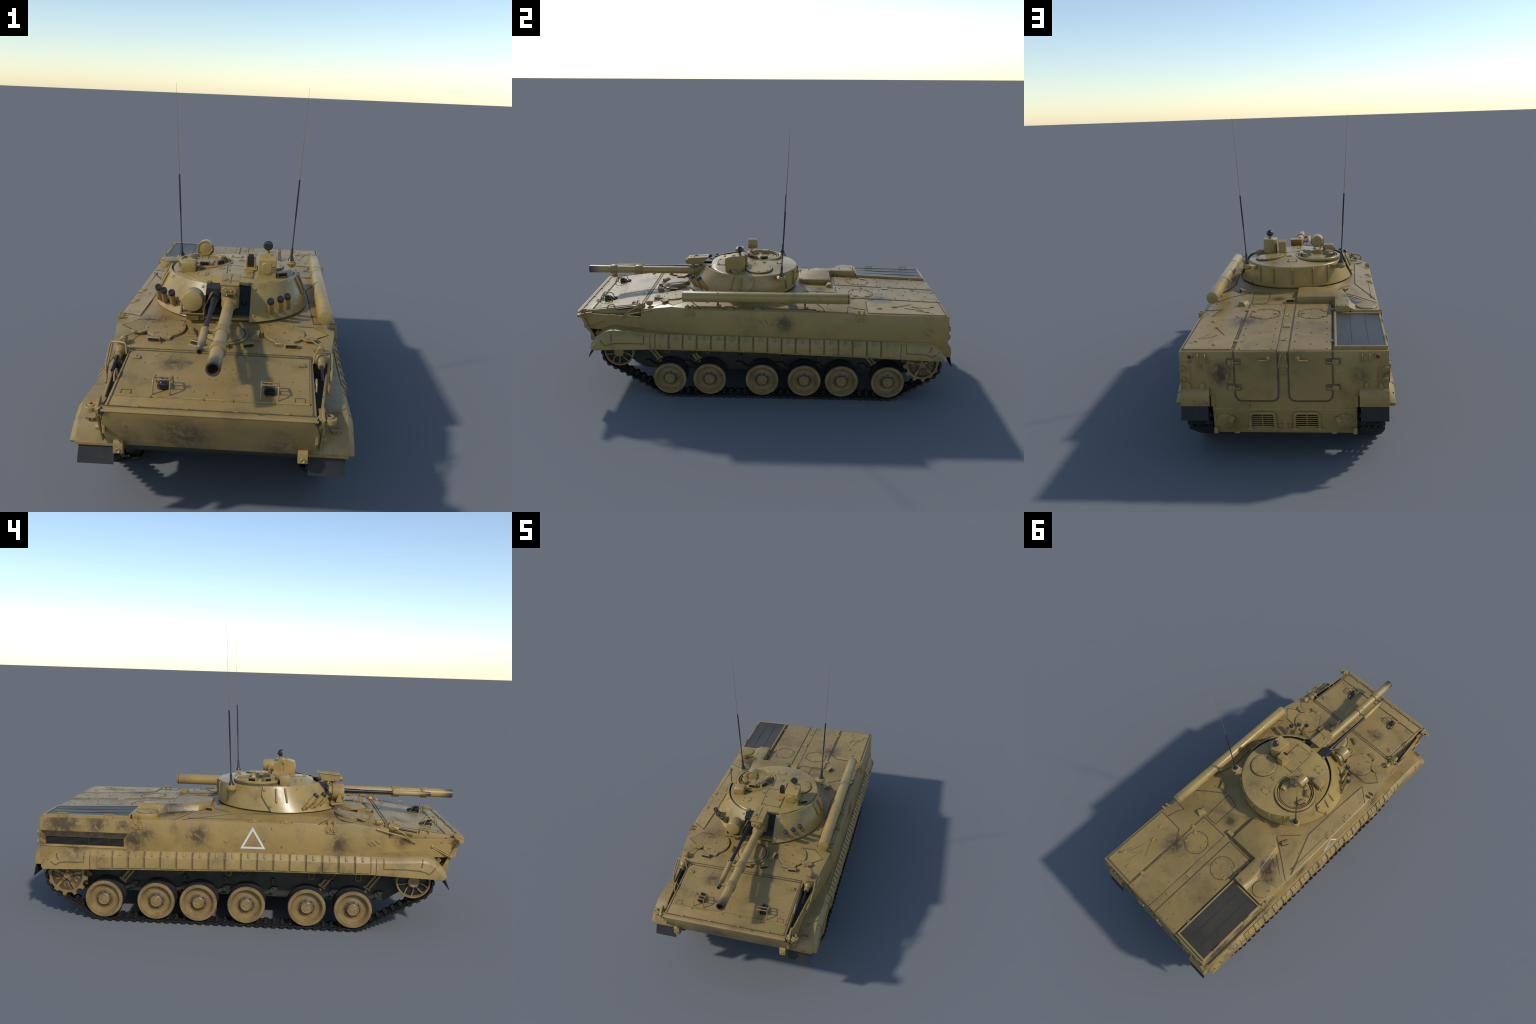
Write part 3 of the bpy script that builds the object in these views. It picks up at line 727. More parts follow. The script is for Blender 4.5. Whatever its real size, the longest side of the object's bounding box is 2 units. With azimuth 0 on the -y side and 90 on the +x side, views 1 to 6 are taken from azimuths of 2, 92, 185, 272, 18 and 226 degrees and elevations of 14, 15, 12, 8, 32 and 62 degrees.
# ---------------------------------------------------------------- rear plate
YR = .967
def rounded(x0, x1, z0, z1, r, n=6):
    return arc(x1 - r, z1 - r, r, 0, 90, n) + arc(x0 + r, z1 - r, r, 90, 180, n) + arc(x0 + r, z0 + r, r, 180, 270, n) + arc(x1 - r, z0 + r, r, 270, 360, n)
def rear_seam(pts, w=.004):
    P = [Vector((x, z)) for x, z in pts]; rings = []
    for i, p in enumerate(P):
        d = P[min(i + 1, len(P) - 1)] - P[max(i - 1, 0)]; d.normalize(); n = Vector((-d.y, d.x)) * w / 2
        l, r = p + n, p - n
        rings.append([(l.x, YR - .003, l.y), (l.x, YR + .0035, l.y), (r.x, YR + .0035, r.y), (r.x, YR - .003, r.y)])
    return loft(rings)
for s in (1, -1):
    dp = [(s * .190, .480), (s * .190, .312)] + [(s * x, z) for x, z in ((.186, .297), (.178, .287), (.165, .283))] + [(s * x, z) for x, z in ((.048, .283), (.034, .287), (.027, .297), (.0235, .312))] + [(s * .0235, .480)]
    door = emit('rear_door', prism(dp, 'y', YR - .004, YR + .003), 'paint', bevel=.0012)
    sp = [(s * .1945, .484), (s * .1945, .31), (s * .190, .294), (s * .181, .283), (s * .166, .2785), (s * .047, .2785), (s * .031, .283), (s * .022, .295), (s * .0195, .31), (s * .0195, .484)]
    emit('door_joint', rear_seam(sp), 'seam', door)
    g = G()
    for z in (.4455, .3385):
        g.add(prism(rounded(s * .1945 - .029, s * .1945 + .029, z - .0130, z + .0130, .004, 3), 'y', YR, YR + .0055))
    emit('hinge_pad', g, 'pad', door, bevel=.001)
    g = G()
    for z in (.4455, .3385):
        g.add(box((s * .209, YR + .009, z), (.019, .008, .019)))
        g.add(box((s * .183, YR + .009, z - .002), (.028, .007, .005)))
        g.add(cyl((s * .196, YR + .010, z - .011), (s * .196, YR + .010, z + .011), .004, 10))
    emit('door_hinge', g, 'fit', door, bevel=.0008)
    g = G().add(lathe([(.0125, 0), (.0125, .005), (.007, .006), (.006, .016)], (s * .058, YR + .002, .459), (0, 1, 0), 20))
    g.add(rod([(s * .058, YR + .016, .459), (s * .062, YR + .017, .454), (s * .099, YR + .017, .4525)], .0034, 8, .004))
    emit('door_handle', g, 'fit', door)
    emit('pull_rod', rod([(s * .009, YR, .473), (s * .0095, YR + .009, .470), (s * .018, YR + .009, .424), (s * .019, YR, .420)], .0030, 8, .004), 'fit')
    # tail lights, bracket, lamp panel
    lp = emit('tail_light', lathe([(.0118, 0), (.0118, .007), (.0095, .008)], (s * .367, YR - .001, .4675), (0, 1, 0), 20), 'fit')
    emit('tail_light_lens', sphere((s * .367, YR + .006, .4675), .0088, 16, 10, (1, .6, 1)), 'red', lp)
    g = G().add(prism(rounded(s * .3215 - .021, s * .3215 + .021, .438, .4795, .002, 2), 'y', YR - .002, YR + .003))
    for k in (-.0145, .0145): g.add(rod([(s * .3215 + k, YR, .475), (s * .3215 + k, YR + .010, .473), (s * .3215 + k, YR + .010, .447), (s * .3215 + k, YR, .444)], .0030, 8, .004))
    emit('tow_cable_bracket', g, 'fit', bevel=.0008)
    pl = [(s * x, z) for x, z in ((.410, .447), (.381, .444), (.370, .421), (.369, .369), (.384, .349), (.410, .352))]
    pan = emit('lamp_panel', prism(pl, 'y', YR - .002, YR + .0035), 'paint', bevel=.001)
    g = G()
    for z in (.416, .371): g.add(lathe([(.0125, 0), (.0125, .010), (.009, .0115), (.0075, .008), (.001, .010)], (s * .3965, YR + .002, z), (0, 1, 0), 22))
    emit('marker_light', g, 'fit', pan)
    # stepped mud guard and flap at the back
    yz = [(.955, .340), (.985, .318), (.9905, .285), (.988, .262)]
    prof = [(YR - .005, .339), (.978, .330), (.987, .312), (.9895, .290), (.987, .264), (.983, .264), (.9845, .290), (.982, .308), (.974, .322), (YR - .005, .331)]
    emit('rear_mudguard', prism(prof, 'x', s * .2955, s * .4115), 'paint', bevel=.001)
    emit('guard_end', prism([(YR - .03, .336), (.978, .328), (.986, .312), (.9885, .290), (.986, .265), (YR - .03, .262)], 'x', s * .2965, s * .3005), 'paint')
    emit('guard_end', prism([(YR - .06, .345), (YR + .002, .339), (.979, .326), (.988, .308), (.9885, .285), (.986, .266), (YR - .06, .262)], 'x', s * .4062, s * .4105), 'paint')
    emit('mud_flap', loft([[(x, .986, .268), (x, .9985, .209), (x, .9955, .208), (x, .982, .267)] for x in (s * .3005, s * .4095)]), 'flap')
    g = G()
    for x in (.379, .324):
        g.add(prism([(s * (x - .009), .345), (s * (x - .006), .352), (s * x, .361), (s * (x + .006), .352), (s * (x + .009), .345), (s * (x + .009), .329), (s * (x - .009), .329)], 'y', YR - .002, YR + .007))
    g.add(prism(rounded(s * .284 - .008, s * .284 + .008, .256, .304, .003, 3), 'y', YR - .002, YR + .004))
    emit('guard_lug', g, 'fit', bevel=.001)

# disc emblem boss between the doors
g = G().add(lathe([(.0165, 0), (.0165, .003), (.013, .0035), (.0125, .0015), (.005, .0015), (.004, .003)], (0, YR - .001, .402), (0, 1, 0), 26))
for k in range(4):
    a = pi / 2 * k + pi / 2; g.add(bolt((.0095 * cos(a), YR + .0005, .402 + .0095 * sin(a)), (0, 1, 0), .0035, .003))
emit('rear_fastener', g, 'fit')
# lower rear plate slopes forward under the crease
sl = lambda z: YR + .0003 - (.244 - z) * (.0225 / .111)
ln = Vector((0, .980, -.199))
def on_lower(x, z, off=0.0): return Vector((x, sl(z), z)) + ln * off
emit('rear_crease', loft([[(x, YR + .0015, .2475), (x, YR + .0025, .2435), (x, YR - .003, .2405), (x, YR - .004, .248)] for x in (-.285, .285)]), 'paint')
for s in (1, -1):
    g = G()
    c = on_lower(s * .240, .189)
    g.add(lathe([(.036, -.002), (.036, .004), (.033, .0055), (.001, .006)], c, ln, 32))
    lid = emit('drain_cover', g, 'paint')
    g = G().add(box(on_lower(s * .213, .203, .008), (.020, .008, .024), (0, s * -.5, 0)))
    g.add(cyl(on_lower(s * .218, .197, .008), on_lower(s * .227, .194, .008), .004, 8))
    emit('cover_latch', g, 'fit', lid, bevel=.0012)
    # water jet grille
    gc = s * .0885
    pts = [on_lower(gc - .050, .160, .006), on_lower(gc - .048, .230, .006), on_lower(gc + .048, .230, .006), on_lower(gc + .050, .160, .006)]
    g = G().add(rod(pts, .0062, 10, .016))
    for k in (-1, 1): g.add(box(on_lower(gc + k * .050, .157, .004), (.020, .014, .010), (0, 0, 0)))
    gr = emit('jet_grille_frame', g, 'fit')
    g = G()
    for i in range(7):
        z = .166 + i * .0095
        g.add(box(on_lower(gc, z, .003), (.092, .007, .0030), (.1, 0, 0)))
    g.add(loft([[on_lower(gc + dx, z, o_) for dx, o_ in ((-.002, 0), (.002, 0), (.002, .0075), (-.002, .0075))] for z in (.164, .226)]))
    emit('grille_slat', g, 'fit', gr)
    emit('jet_dark_plate', loft([[on_lower(gc + dx, z, o_) for dx, z in ((-.046, .162), (.046, .162), (.046, .227), (-.046, .227))] for o_ in (-.001, .0012)]), 'dark', gr)  # thin dark plate standing for the opening behind the slats
    emit('jack_lug', box(on_lower(s * .2795, .148, .004), (.016, .016, .026), (0, 0, 0)), 'fit', bevel=.001)
    emit('drain_tap', cyl((s * .186, .942, .131), (s * .206, .942, .131), .004, 8), 'fit')
g = G()
for x in (-.027, -.012, .012, .027):
    for z in (.158, .174): g.add(bolt(on_lower(x, z), ln))
emit('rear_bolt', g, 'bolt')['kind'] = 'stuff'

# =====================================================================  side skirts
SB = [(-.90, .277), (-.55, .288), (-.02, .281), (.20, .2725), (.46, .266), (.73, .2565), (.95, .2495)]
ST = [(-.80, .3795), (-.70, .374), (-.55, .368), (0, .3625), (.20, .356), (.46, .351), (.72, .345), (.85, .3475)]
def skirt_side(s):
    top = [(-.897, .290), (-.892, .306), (-.877, .331), (-.851, .354), (-.822, .3695), (-.795, .3785), (-.765, .3785)]
    top += [(y, lerp(ST, y)) for y in (-.70, -.60, -.45, -.2, 0, .2, .4, .6, .75, .82)]
    top += [(.852, .3485), (.882, .340), (.912, .324), (.936, .304), (.955, .282), (.961, .268)]
    bot = [(.946, .2495), (.73, .2565), (.46, .266), (.20, .2725), (-.02, .281), (-.55, .288), (-.88, .277)]
    # inset of the upper edge gives the sloped shoulder
    ins = []
    for i, p in enumerate(top):
        a, b = top[max(i - 1, 0)], top[min(i + 1, len(top) - 1)]
        d = Vector((b[0] - a[0], b[1] - a[1])).normalized(); n = Vector((d.y, -d.x))
        k = .025 * min(1, .30 + min(i, len(top) - 1 - i) * .3)
        ins.append((p[0] + n.x * k, p[1] + n.y * k))
    r_in = top + bot; r_out = ins + bot
    rings = [[(s * .402, y, z) for y, z in r_in], [(s * .416, y, z) for y, z in r_in], [(s * .4375, y, z) for y, z in r_out]]
    sk = emit('side_skirt', loft(rings), 'skirt', bevel=.0012, angle=25)
    # raised pads with their folding lugs
    def surf(y, t, off):
        """t=0 lower edge, 1 shoulder crease, 2 top edge"""
        zb, zt = lerp(SB, y), lerp(ST, y); zc = zt - .0245
        if t <= 1: return (s * (.4375 + off), y, zb + (zc - zb) * t)
        return (s * (.4375 + off - (t - 1) * .0215), y, zc + (zt - zc) * (t - 1) + off * .6)
    n = 17; y0, y1 = -.5515, .6965; p = (y1 - y0) / n
    for i in range(n):
        a, b = y0 + p * i + .0048, y0 + p * (i + 1) - .0048
        ring = lambda off: [surf(a, .14, off), surf(b, .14, off), surf(b, 1, off), surf(b, 1.93, off), surf(a, 1.93, off), surf(a, 1, off)]
        rr = [ring(-.003), ring(.0062)]
        v, f = loft(rr, cap=False)
        f += [[6, 7, 8, 11], [11, 8, 9, 10]]
        pad = emit('skirt_pad', (v, f), 'skirt', sk, bevel=.0017)
        c = (a + b) / 2
        gl = loft([[surf(a - .0068 + dy, t, o_) for dy, o_ in ((0, -.002), (0, .0008), (.004, .0008), (.004, -.002))] for t in (.10, 1, 1.95)])
        emit('skirt_shade_strip', gl, 'groove', sk)  # dark strip between pads stands in for the shade of a groove
        g = G().add(loft([[surf(c + dy, t, .0058 + o_) for dy, o_ in ((-.0045, 0), (-.0045, .004), (.0045, .004), (.0045, 0))] for t in (1.08, 1.80)]))
        emit('pad_lug', g, 'fit', pad, bevel=.0008)
    # pressed end panels
    g = G()
    def sp(pts, w=.0048):
        P = [Vector((y, z)) for y, z in pts]; rings = []
        for i, q in enumerate(P):
            d = P[min(i + 1, len(P) - 1)] - P[max(i - 1, 0)]; d.normalize(); m_ = Vector((-d.y, d.x)) * w / 2
            def at(r):
                zt = lerp([(-.897, .295), (-.877, .331), (-.851, .354), (-.822, .3695), (-.78, .379)], r.x) if r.x < -.78 else lerp(ST, r.x) if r.x < .852 else lerp([(.852, .3485), (.882, .340), (.912, .324), (.936, .304), (.955, .282)], r.x)
                over = max(0, r.y - (zt - .0245)) / .0245
                return .4375 - over * .0215
            l, r = q + m_, q - m_
            rings.append([(s * (at(l) - .003), l.x, l.y), (s * (at(l) + .0016), l.x, l.y), (s * (at(r) + .0016), r.x, r.y), (s * (at(r) - .003), r.x, r.y)])
        g.add(loft(rings))
    sp([(-.609, .364), (-.609, .345), (-.609, .318), (-.70, .320), (-.77, .317), (-.80, .309), (-.815, .302), (-.828, .318), (-.838, .334)])
    sp([(-.781, .368), (-.781, .352), (-.777, .332)])
    sp([(.754, .338), (.754, .318), (.754, .291), (.84, .288), (.868, .284), (.885, .272), (.905, .285), (.925, .297)])
    sp([(.884, .325), (.879, .312), (.872, .298)])
    sp([(-.5765, .363), (-.5765, .344), (-.5765, .290)], .0032); sp([(.726, .339), (.726, .32), (.726, .258)], .0032)
    emit('skirt_shade_strip', g, 'groove', sk)  # raised strips draw the panel outlines with painted shading
    # fender deck closing the gap to the hull
    path = [(-.897, .2885), (-.892, .306), (-.877, .331), (-.851, .355), (-.822, .3715), (-.795, .381), (-.765, .3825), (-.70, .3790), (-.60, .3720), (-.45, .365), (-.30, .3625)]
    xin = [.287, .287, .290, .295, .300, .31, .325, .33, .345, .37, .395]
    rise = [0, 0, .001, .002, .003, .0045, .005, .005, .004, .003, .002]
    fr_ = [[(s * .418, y, z), (s * x, y, z + h), (s * x, y + .001, z + h - .006), (s * .418, y + .001, z - .006)] for (y, z), x, h in zip(path, xin, rise)]
    emit('front_fender', loft(fr_), 'skirt', sk, angle=25)
    emit('front_lip', box((s * .354, -.8965, .2855), (.13, .004, .010)), 'skirt', sk, bevel=.001)
    g = G().add(box((s * .378, -.862, .352), (.034, .024, .006), (-.75, 0, 0)))
    g.add(sphere((s * .372, -.866, .352), .006, 8, 6)); g.add(sphere((s * .384, -.866, .352), .006, 8, 6))
    emit('fender_fitting', g, 'skirt', sk, bevel=.001)
    emit('mud_flap', loft([[(x, -.889, .286), (x, -.914, .228), (x, -.911, .226), (x, -.8845, .284)] for x in (s * .297, s * .4095)]), 'flap', sk)
    return sk
for s in (1, -1): skirt_side(s)

# =====================================================================  running gear
WY = [-.487, -.274, .007, .231, .429, .674]; WZ, WR = .103, .0885
# road wheel along +x (outer face toward +x), origin in its hub centre plane
def wheel_meshes():
    rub = G().add(lathe([(.070, -.045), (.083, -.045), (WR, -.040), (WR, -.008), (.086, -.004), (.07, -.004), (.070, -.045)], (.0, 0, 0), (1, 0, 0), 48, False))
    rub.add(lathe([(.0755, .004), (.083, .004), (WR, .008), (WR, .044), (.084, .0455), (.0755, .0455), (.0755, .004)], (0, 0, 0), (1, 0, 0), 48, False))
    face = G().add(lathe([(.074, -.043), (.0765, .040), (.0768, .0462), (.0730, .0470), (.067, .036), (.061, .028), (.052, .0255), (.040, .028), (.030, .0335), (.028, .034), (.028, .046), (.024, .0485), (.022, .0465), (.001, .0475)], (0, 0, 0), (1, 0, 0), 56))
    for k in range(8):
        a = 2 * pi * k / 8 + .2
        face.add(lathe([(.0042, 0), (.0042, .004), (.003, .005)], (.0325, .0345 * cos(a), .0345 * sin(a)), (1, 0, 0), 6))
    for k in range(3):
        a = 2 * pi * k / 3 + .6
        face.add(lathe([(.0035, 0), (.0035, .003)], (.0465, .010 * cos(a), .010 * sin(a)), (1, 0, 0), 6))
    edge = G(); n = 44
    for k in range(n):
        a0, a1 = 2 * pi * (k + .08) / n, 2 * pi * (k + .92) / n
        sec = [(.0755, .0440), (.0765, .0485), (.0855, .0480), (.0885, .0430), (.0885, .0400)]
        edge.add(loft([[(h, r * cos(a), r * sin(a)) for r, h in sec] for a in (a0, a1)]))
    edge.add(lathe([(.075, .041), (.0752, .0465), (.0855, .046), (.0872, .0415)], (0, 0, 0), (1, 0, 0), 48, False))
    return rub, face, edge
rub, face, edge = wheel_meshes()
proto = None
first = True
def rig(name, part_list, locs):
    """place repeats of one assembly; first is built, the rest share its meshes"""
    root = emit(name, part_list[0][1], part_list[0][2]); kids = [emit(n_, g_, m_, root, angle=a_) for n_, g_, m_, a_ in part_list[1:]]
    for i, (loc, rot) in enumerate(locs):
        r = root if i == 0 else place(name, root.data)
        r.location, r.rotation_euler = loc, rot
        if i:
            for k in kids: place(k.name.split('.')[0], k.data, r)
rw = random.Random(11)
locs = [((s * .3445, y, WZ), (rw.uniform(0, 6.2) * s, 0, 0 if s > 0 else pi)) for s in (1, -1) for y in WY]
rig('road_wheel', [('road_wheel', face, 'wheel'), ('tyre', rub, 'rubber', 32), ('rim_edge', edge, 'rim', 25)], locs)

# front idler
g = G().add(lathe([(.0705, -.030), (.0795, -.030), (.0795, .034), (.0775, .036), (.0715, .036), (.0705, .033)], (0, 0, 0), (1, 0, 0), 48))
g.f = [f for f in g.f]
idl = G()
ring = [(.0705, .014), (.0795, .014), (.0795, .034), (.0775, .036), (.0715, .036), (.0705, .033), (.0705, .014)]
idl.add(lathe(ring, (0, 0, 0), (1, 0, 0), 48, False))
ring2 = [(.0705, -.034), (.0790, -.034), (.0790, -.014), (.0705, -.014), (.0705, -.034)]
idl.add(lathe(ring2, (0, 0, 0), (1, 0, 0), 48, False))
idl.add(lathe([(.022, -.036), (.022, .034), (.0255, .035), (.0255, .040), (.020, .0415), (.0165, .039), (.001, .040)], (0, 0, 0), (1, 0, 0), 30))
for k in range(5):
    for q in (-1, 1):
        a0 = 2 * pi * k / 5 + q * .22; a1 = 2 * pi * k / 5 + q * .42; am = 2 * pi * k / 5 + q * .26
        pts = [(.026, .020 * cos(a0), .020 * sin(a0)), (.027, .040 * cos(am), .040 * sin(am)), (.027, .058 * cos(am + q * .06), .058 * sin(am + q * .06)), (.027, .073 * cos(a1), .073 * sin(a1))]
        idl.add(rod(pts, .0036, 8, .02))
back = G().add(lathe([(.069, -.012), (.0715, .016), (.060, .021), (.030, .022), (.001, .022)], (0, 0, 0), (1, 0, 0), 40))  # dark disc added behind the spokes to blacken the gaps
rig('idler_wheel', [('idler_wheel', idl, 'wheel'), ('idler_gap_disc', back, 'dark', 32)], [((s * .3500, -.756, .249), (0, 0, 0 if s > 0 else pi)) for s in (1, -1)])

# rear drive sprocket
sp_ = G(); nt_ = 12
for off in (.030, -.038):
    pts = []
    for k in range(nt_):
        a = 2 * pi * k / nt_
        for da, r in ((-.17, .083), (-.13, .085), (-.06, .099), (.06, .099), (.13, .085), (.17, .083)):
            pts.append((r * cos(a + da), r * sin(a + da)))
    n = len(pts); inner = [(.073 * cos(atan2(p[1], p[0])), .073 * sin(atan2(p[1], p[0]))) for p in pts]
    v = [(off, *p) for p in pts] + [(off + .008, *p) for p in pts] + [(off, *p) for p in inner] + [(off + .008, *p) for p in inner]
    f = []
    for i in range(n):
        j = (i + 1) % n
        f += [[i, j, n + j, n + i], [2 * n + i, 3 * n + i, 3 * n + j, 2 * n + j], [n + i, n + j, 3 * n + j, 3 * n + i], [i, 2 * n + i, 2 * n + j, j]]
    sp_.add((v, f))
for k in range(5):
    a = 2 * pi * k / 5 + .35; c = Vector((.031, .045 * cos(a), .045 * sin(a)))
    m4 = Matrix.Translation(c) @ Matrix.Rotation(a, 4, 'X')
    sp_.add(box((0, 0, 0), (.009, .060, .012)), m4)
sp_.add(lathe([(.073, .034), (.0775, .0375), (.0775, .0395), (.073, .0395), (.0715, .036), (.073, .034)], (0, 0, 0), (1, 0, 0), 48, False))
sp_.add(lathe([(.030, -.03), (.028, .016), (.017, .030), (.0155, .040), (.013, .0425), (.009, .0425), (.008, .0405), (.001, .041)], (0, 0, 0), (1, 0, 0), 28))
for k in range(5):
    a = 2 * pi * k / 5 + .35 + pi / 5
    cs = [(.0255, .050 * cos(a) + .0115 * cos(t), .050 * sin(a) + .0115 * sin(t)) for t in [a + pi - 2.3 + 4.6 * i / 14 for i in range(15)]]
    sp_.add(rod(cs, .0035, 6))
drum = G().add(lathe([(.072, -.04), (.0735, -.02), (.0735, .03), (.0725, .034), (.070, .022), (.030, .024), (.001, .024)], (0, 0, 0), (1, 0, 0), 40))
rig('drive_sprocket', [('drive_sprocket', sp_, 'wheel'), ('sprocket_drum', drum, 'soot', 32)], [((s * .3500, .850, .208), (.12 * s, 0, 0 if s > 0 else pi)) for s in (1, -1)])

# track: links along the convex belt round idler, wheels and sprocket
TT = .0145
circ = [(-.756, .249, .0795), (WY[0], WZ, WR), (WY[-1], WZ, WR), (.850, .208, .0865)]
pts = sorted({(round(cx + (r + TT / 2) * cos(2 * pi * k / 240), 6), round(cz_ + (r + TT / 2) * sin(2 * pi * k / 240), 6)) for cx, cz_, r in circ for k in range(240)})
def half(ps):
    h = []
    for p in ps:
        while len(h) > 1 and (h[-1][0] - h[-2][0]) * (p[1] - h[-2][1]) - (h[-1][1] - h[-2][1]) * (p[0] - h[-2][0]) <= 0: h.pop()
        h.append(p)
    return h[:-1]
belt = half(pts) + half(pts[::-1])
seglen = [hypot(belt[(i + 1) % len(belt)][0] - p[0], belt[(i + 1) % len(belt)][1] - p[1]) for i, p in enumerate(belt)]
LEN = sum(seglen); NL = round(LEN / .0385); PITCH = LEN / NL
def belt_at(t):
    t %= LEN
    for i, L in enumerate(seglen):
        if t <= L:
            a, b = belt[i], belt[(i + 1) % len(belt)]; k = t / L if L else 0
            return a[0] + (b[0] - a[0]) * k, a[1] + (b[1] - a[1]) * k
        t -= L
    return belt[0]
# link: local y = travel, z = outward (ground side), x = width
lk = G()
lk.add(box((0, 0, 0), (.092, PITCH * .60, .0075)))
for x in (-.047, .047):
    lk.add(box((x, 0, .0005), (.009, PITCH * .52, .0125)))
    lk.add(lathe([(.0040, -.001), (.0040, .0015)], (x + (.0045 if x > 0 else -.0045), -PITCH * .13, .0005), (1 if x > 0 else -1, 0, 0), 8))
for x in (-.034, -.012, .012, .034): lk.add(box((x, PITCH * .5, 0), (.014, PITCH * .50, .0080)))
lk.add(box((0, -PITCH * .10, .0050), (.090, .0055, .0045))); lk.add(box((0, PITCH * .14, .0050), (.090, .0055, .0045)))
lk.add(prism([(-.009, -.003), (-.006, -.021), (.006, -.021), (.009, -.003)], 'x', -.0035, .0035))
for x in (-.020, .020): lk.add(prism([(-.008, -.003), (-.005, -.011), (.005, -.011), (.008, -.003)], 'x', x - .003, x + .003))
lme = None
for s in (1, -1):
    tr = group('track')
    for i in range(NL):
        y, z = belt_at(i * PITCH); y2, z2 = belt_at(i * PITCH + .004); y1_, z1_ = belt_at(i * PITCH - .004)
        d = Vector((0, y2 - y1_, z2 - z1_)).normalized()       # counter-clockwise: outward is right of travel
        o = Vector((0, d.z, -d.y))
        m3 = Matrix((Vector((1, 0, 0)), d, o)).transposed()
        if m3.determinant() < 0: m3 = Matrix((Vector((-1, 0, 0)), d, o)).transposed()
        if lme is None:
            ob = emit('track_link', lk, 'track', tr, bevel=.0008); lme = ob.data
        else: ob = place('track_link', lme, tr)
        ob.matrix_local = Matrix.Translation((s * .3470, y, z)) @ m3.to_4x4()

# swing arms, bump stops, dampers, rollers
for s in (1, -1):
    for i, y in enumerate(WY):
        f = 1 if i < 5 else 1
        g = G()
        pv = Vector((s * .298, y - .118 if i != 5 else y - .118, .150)); wl = Vector((s * .300, y, WZ))
        g.add(loft([[(x, pv.y - .008, pv.z + .010), (x, pv.y + .006, pv.z - .012), (x, wl.y, wl.z - .010), (x, wl.y, wl.z + .010)] for x in (s * .291, s * .304)]))
        g.add(cyl((s * .28, *pv.yz), (s * .308, *pv.yz), .013, 16)); g.add(cyl((s * .28, *wl.yz), (s * .33, *wl.yz), .016, 16))
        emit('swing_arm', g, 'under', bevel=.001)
        g = G().add(prism([(pv.y - .030, .168), (pv.y + .004, .170), (pv.y - .012, .146)], 'x', s * .287, s * .312))
        if i in (1, 2, 3, 4): g.add(box((s * .300, pv.y - .004, .196), (.020, .014, .028), (-.2, 0, 0)))
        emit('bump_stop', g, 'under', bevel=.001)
        if i in (0, 1, 5):
            g = G()
            a, b = (Vector((s * .300, y - .125, .250)), Vector((s * .300, y - .070, .178))) if i != 5 else (Vector((s * .300, y - .115, .225)), Vector((s * .300, y - .068, .168)))
            for k in (-.0085, .0085):
                dd = (b - a).normalized(); q = Vector((0, dd.z, -dd.y)) * k
                g.add(cyl(a + q, b + q, .0072, 12))
            g.add(cyl(b + Vector((0, -.016, -.010)), b + Vector((0, .016, .012)), .006, 8))
            g.add(box(b + Vector((0, .012, -.016)), (.020, .026, .016), (-.7, 0, 0)))
            emit('damper', g, 'wheel')
    for y in (-.367, .02, .40, .60):
        g = G().add(lathe([(.030, -.03), (.030, .03), (.022, .031), (.020, .026), (.012, .026), (.010, .030)], (s * .335, y, .262), (s, 0, 0), 28))
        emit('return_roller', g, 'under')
    g = G()
    for y in (-.516, -.295, .10, .33):
        for dy in (-.012, .012): g.add(box((s * .292, y + dy, .232), (.008, .004, .040)))
        g.add(box((s * .292, y, .213), (.008, .028, .004)))
    emit('hull_bracket', g, 'wheel')
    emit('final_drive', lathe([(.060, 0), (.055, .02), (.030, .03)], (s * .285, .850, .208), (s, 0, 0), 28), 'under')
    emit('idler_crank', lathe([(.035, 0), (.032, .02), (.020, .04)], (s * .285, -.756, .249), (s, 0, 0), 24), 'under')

# =====================================================================  turret
TB = (-.1135, .2965, .5320)     # base circle: centre y, radius, z
TP = (-.0650, .2510, .6340)     # roof circle
def tring(cy, r, z, n, a0): # angle measured from the front (-y), open at the gun slot
    out = []
    for i in range(n + 1):
        a = a0 + (2 * pi - 2 * a0) * i / n
        out.append((-r * sin(a), cy - r * cos(a), z))
    return out
slot = .083; nT = 88
lv = []
for k in range(6):
    t = k / 5; cy = TB[0] + (TP[0] - TB[0]) * t; r = TB[1] + (TP[1] - TB[1]) * t; z = TB[2] + (TP[2] - TB[2]) * t
    lv.append(tring(cy, r, z, nT, asin(slot / r)))
v, f = loft(lv, cap=False, closed=False); g = G().add((v, f))
# returns into the gun slot
for side in (0, nT):
    e = [Vector(r[side]) for r in lv]
    g.add(loft([e, [Vector((p.x, -.235, p.z)) for p in e]], cap=False, closed=False))
# lower lip of the wall turning under
g.add(loft([tring(TB[0], TB[1], TB[2], nT, asin(slot / TB[1])), tring(TB[0], TB[1] - .012, TB[2] - .006, nT, asin(slot / TB[1]))], cap=False, closed=False))
TUR = emit('turret', g, 'turret', angle=40)
# roof: rounded rim, flat top, straight cut over the gun
def roof_ring(r, z, cut, n=96):
    out = []
    for i in range(n):
        a = 2 * pi * i / n
        x, y = -r * sin(a), TP[0] - r * cos(a)
        if y < cut: 
            y = cut
        out.append((x, y, z))
    return out
def roof_z(x, y):
    """flat ridge over the gunners, falling gently to the rim"""
    dy = max(0, y + .03, -.27 - y); d = hypot(x, dy)
    z = max(.6385, .6570 - .112 * max(0, d - .045))
    if hypot(x + .119, y + .020) < .108: z = min(z, .6440)
    return z - .30 * max(0, -.262 - y)
rr = []
for r_, dz, cut in ((.251, -.0085, -.2985), (.2503, -.0035, -.298), (.2480, -.0012, -.2965), (.2430, 0, -.293), (.235, 0, -.285), (.222, 0, -.272), (.205, 0, -.262), (.18, 0, -.262), (.15, 0, -.262), (.12, 0, -.262), (.09, 0, -.262), (.06, 0, -.262), (.03, 0, -.262), (.003, 0, -.262)):
    rr.append([(x, y, roof_z(x, y) + dz) for x, y, z in roof_ring(r_, 0, cut)])
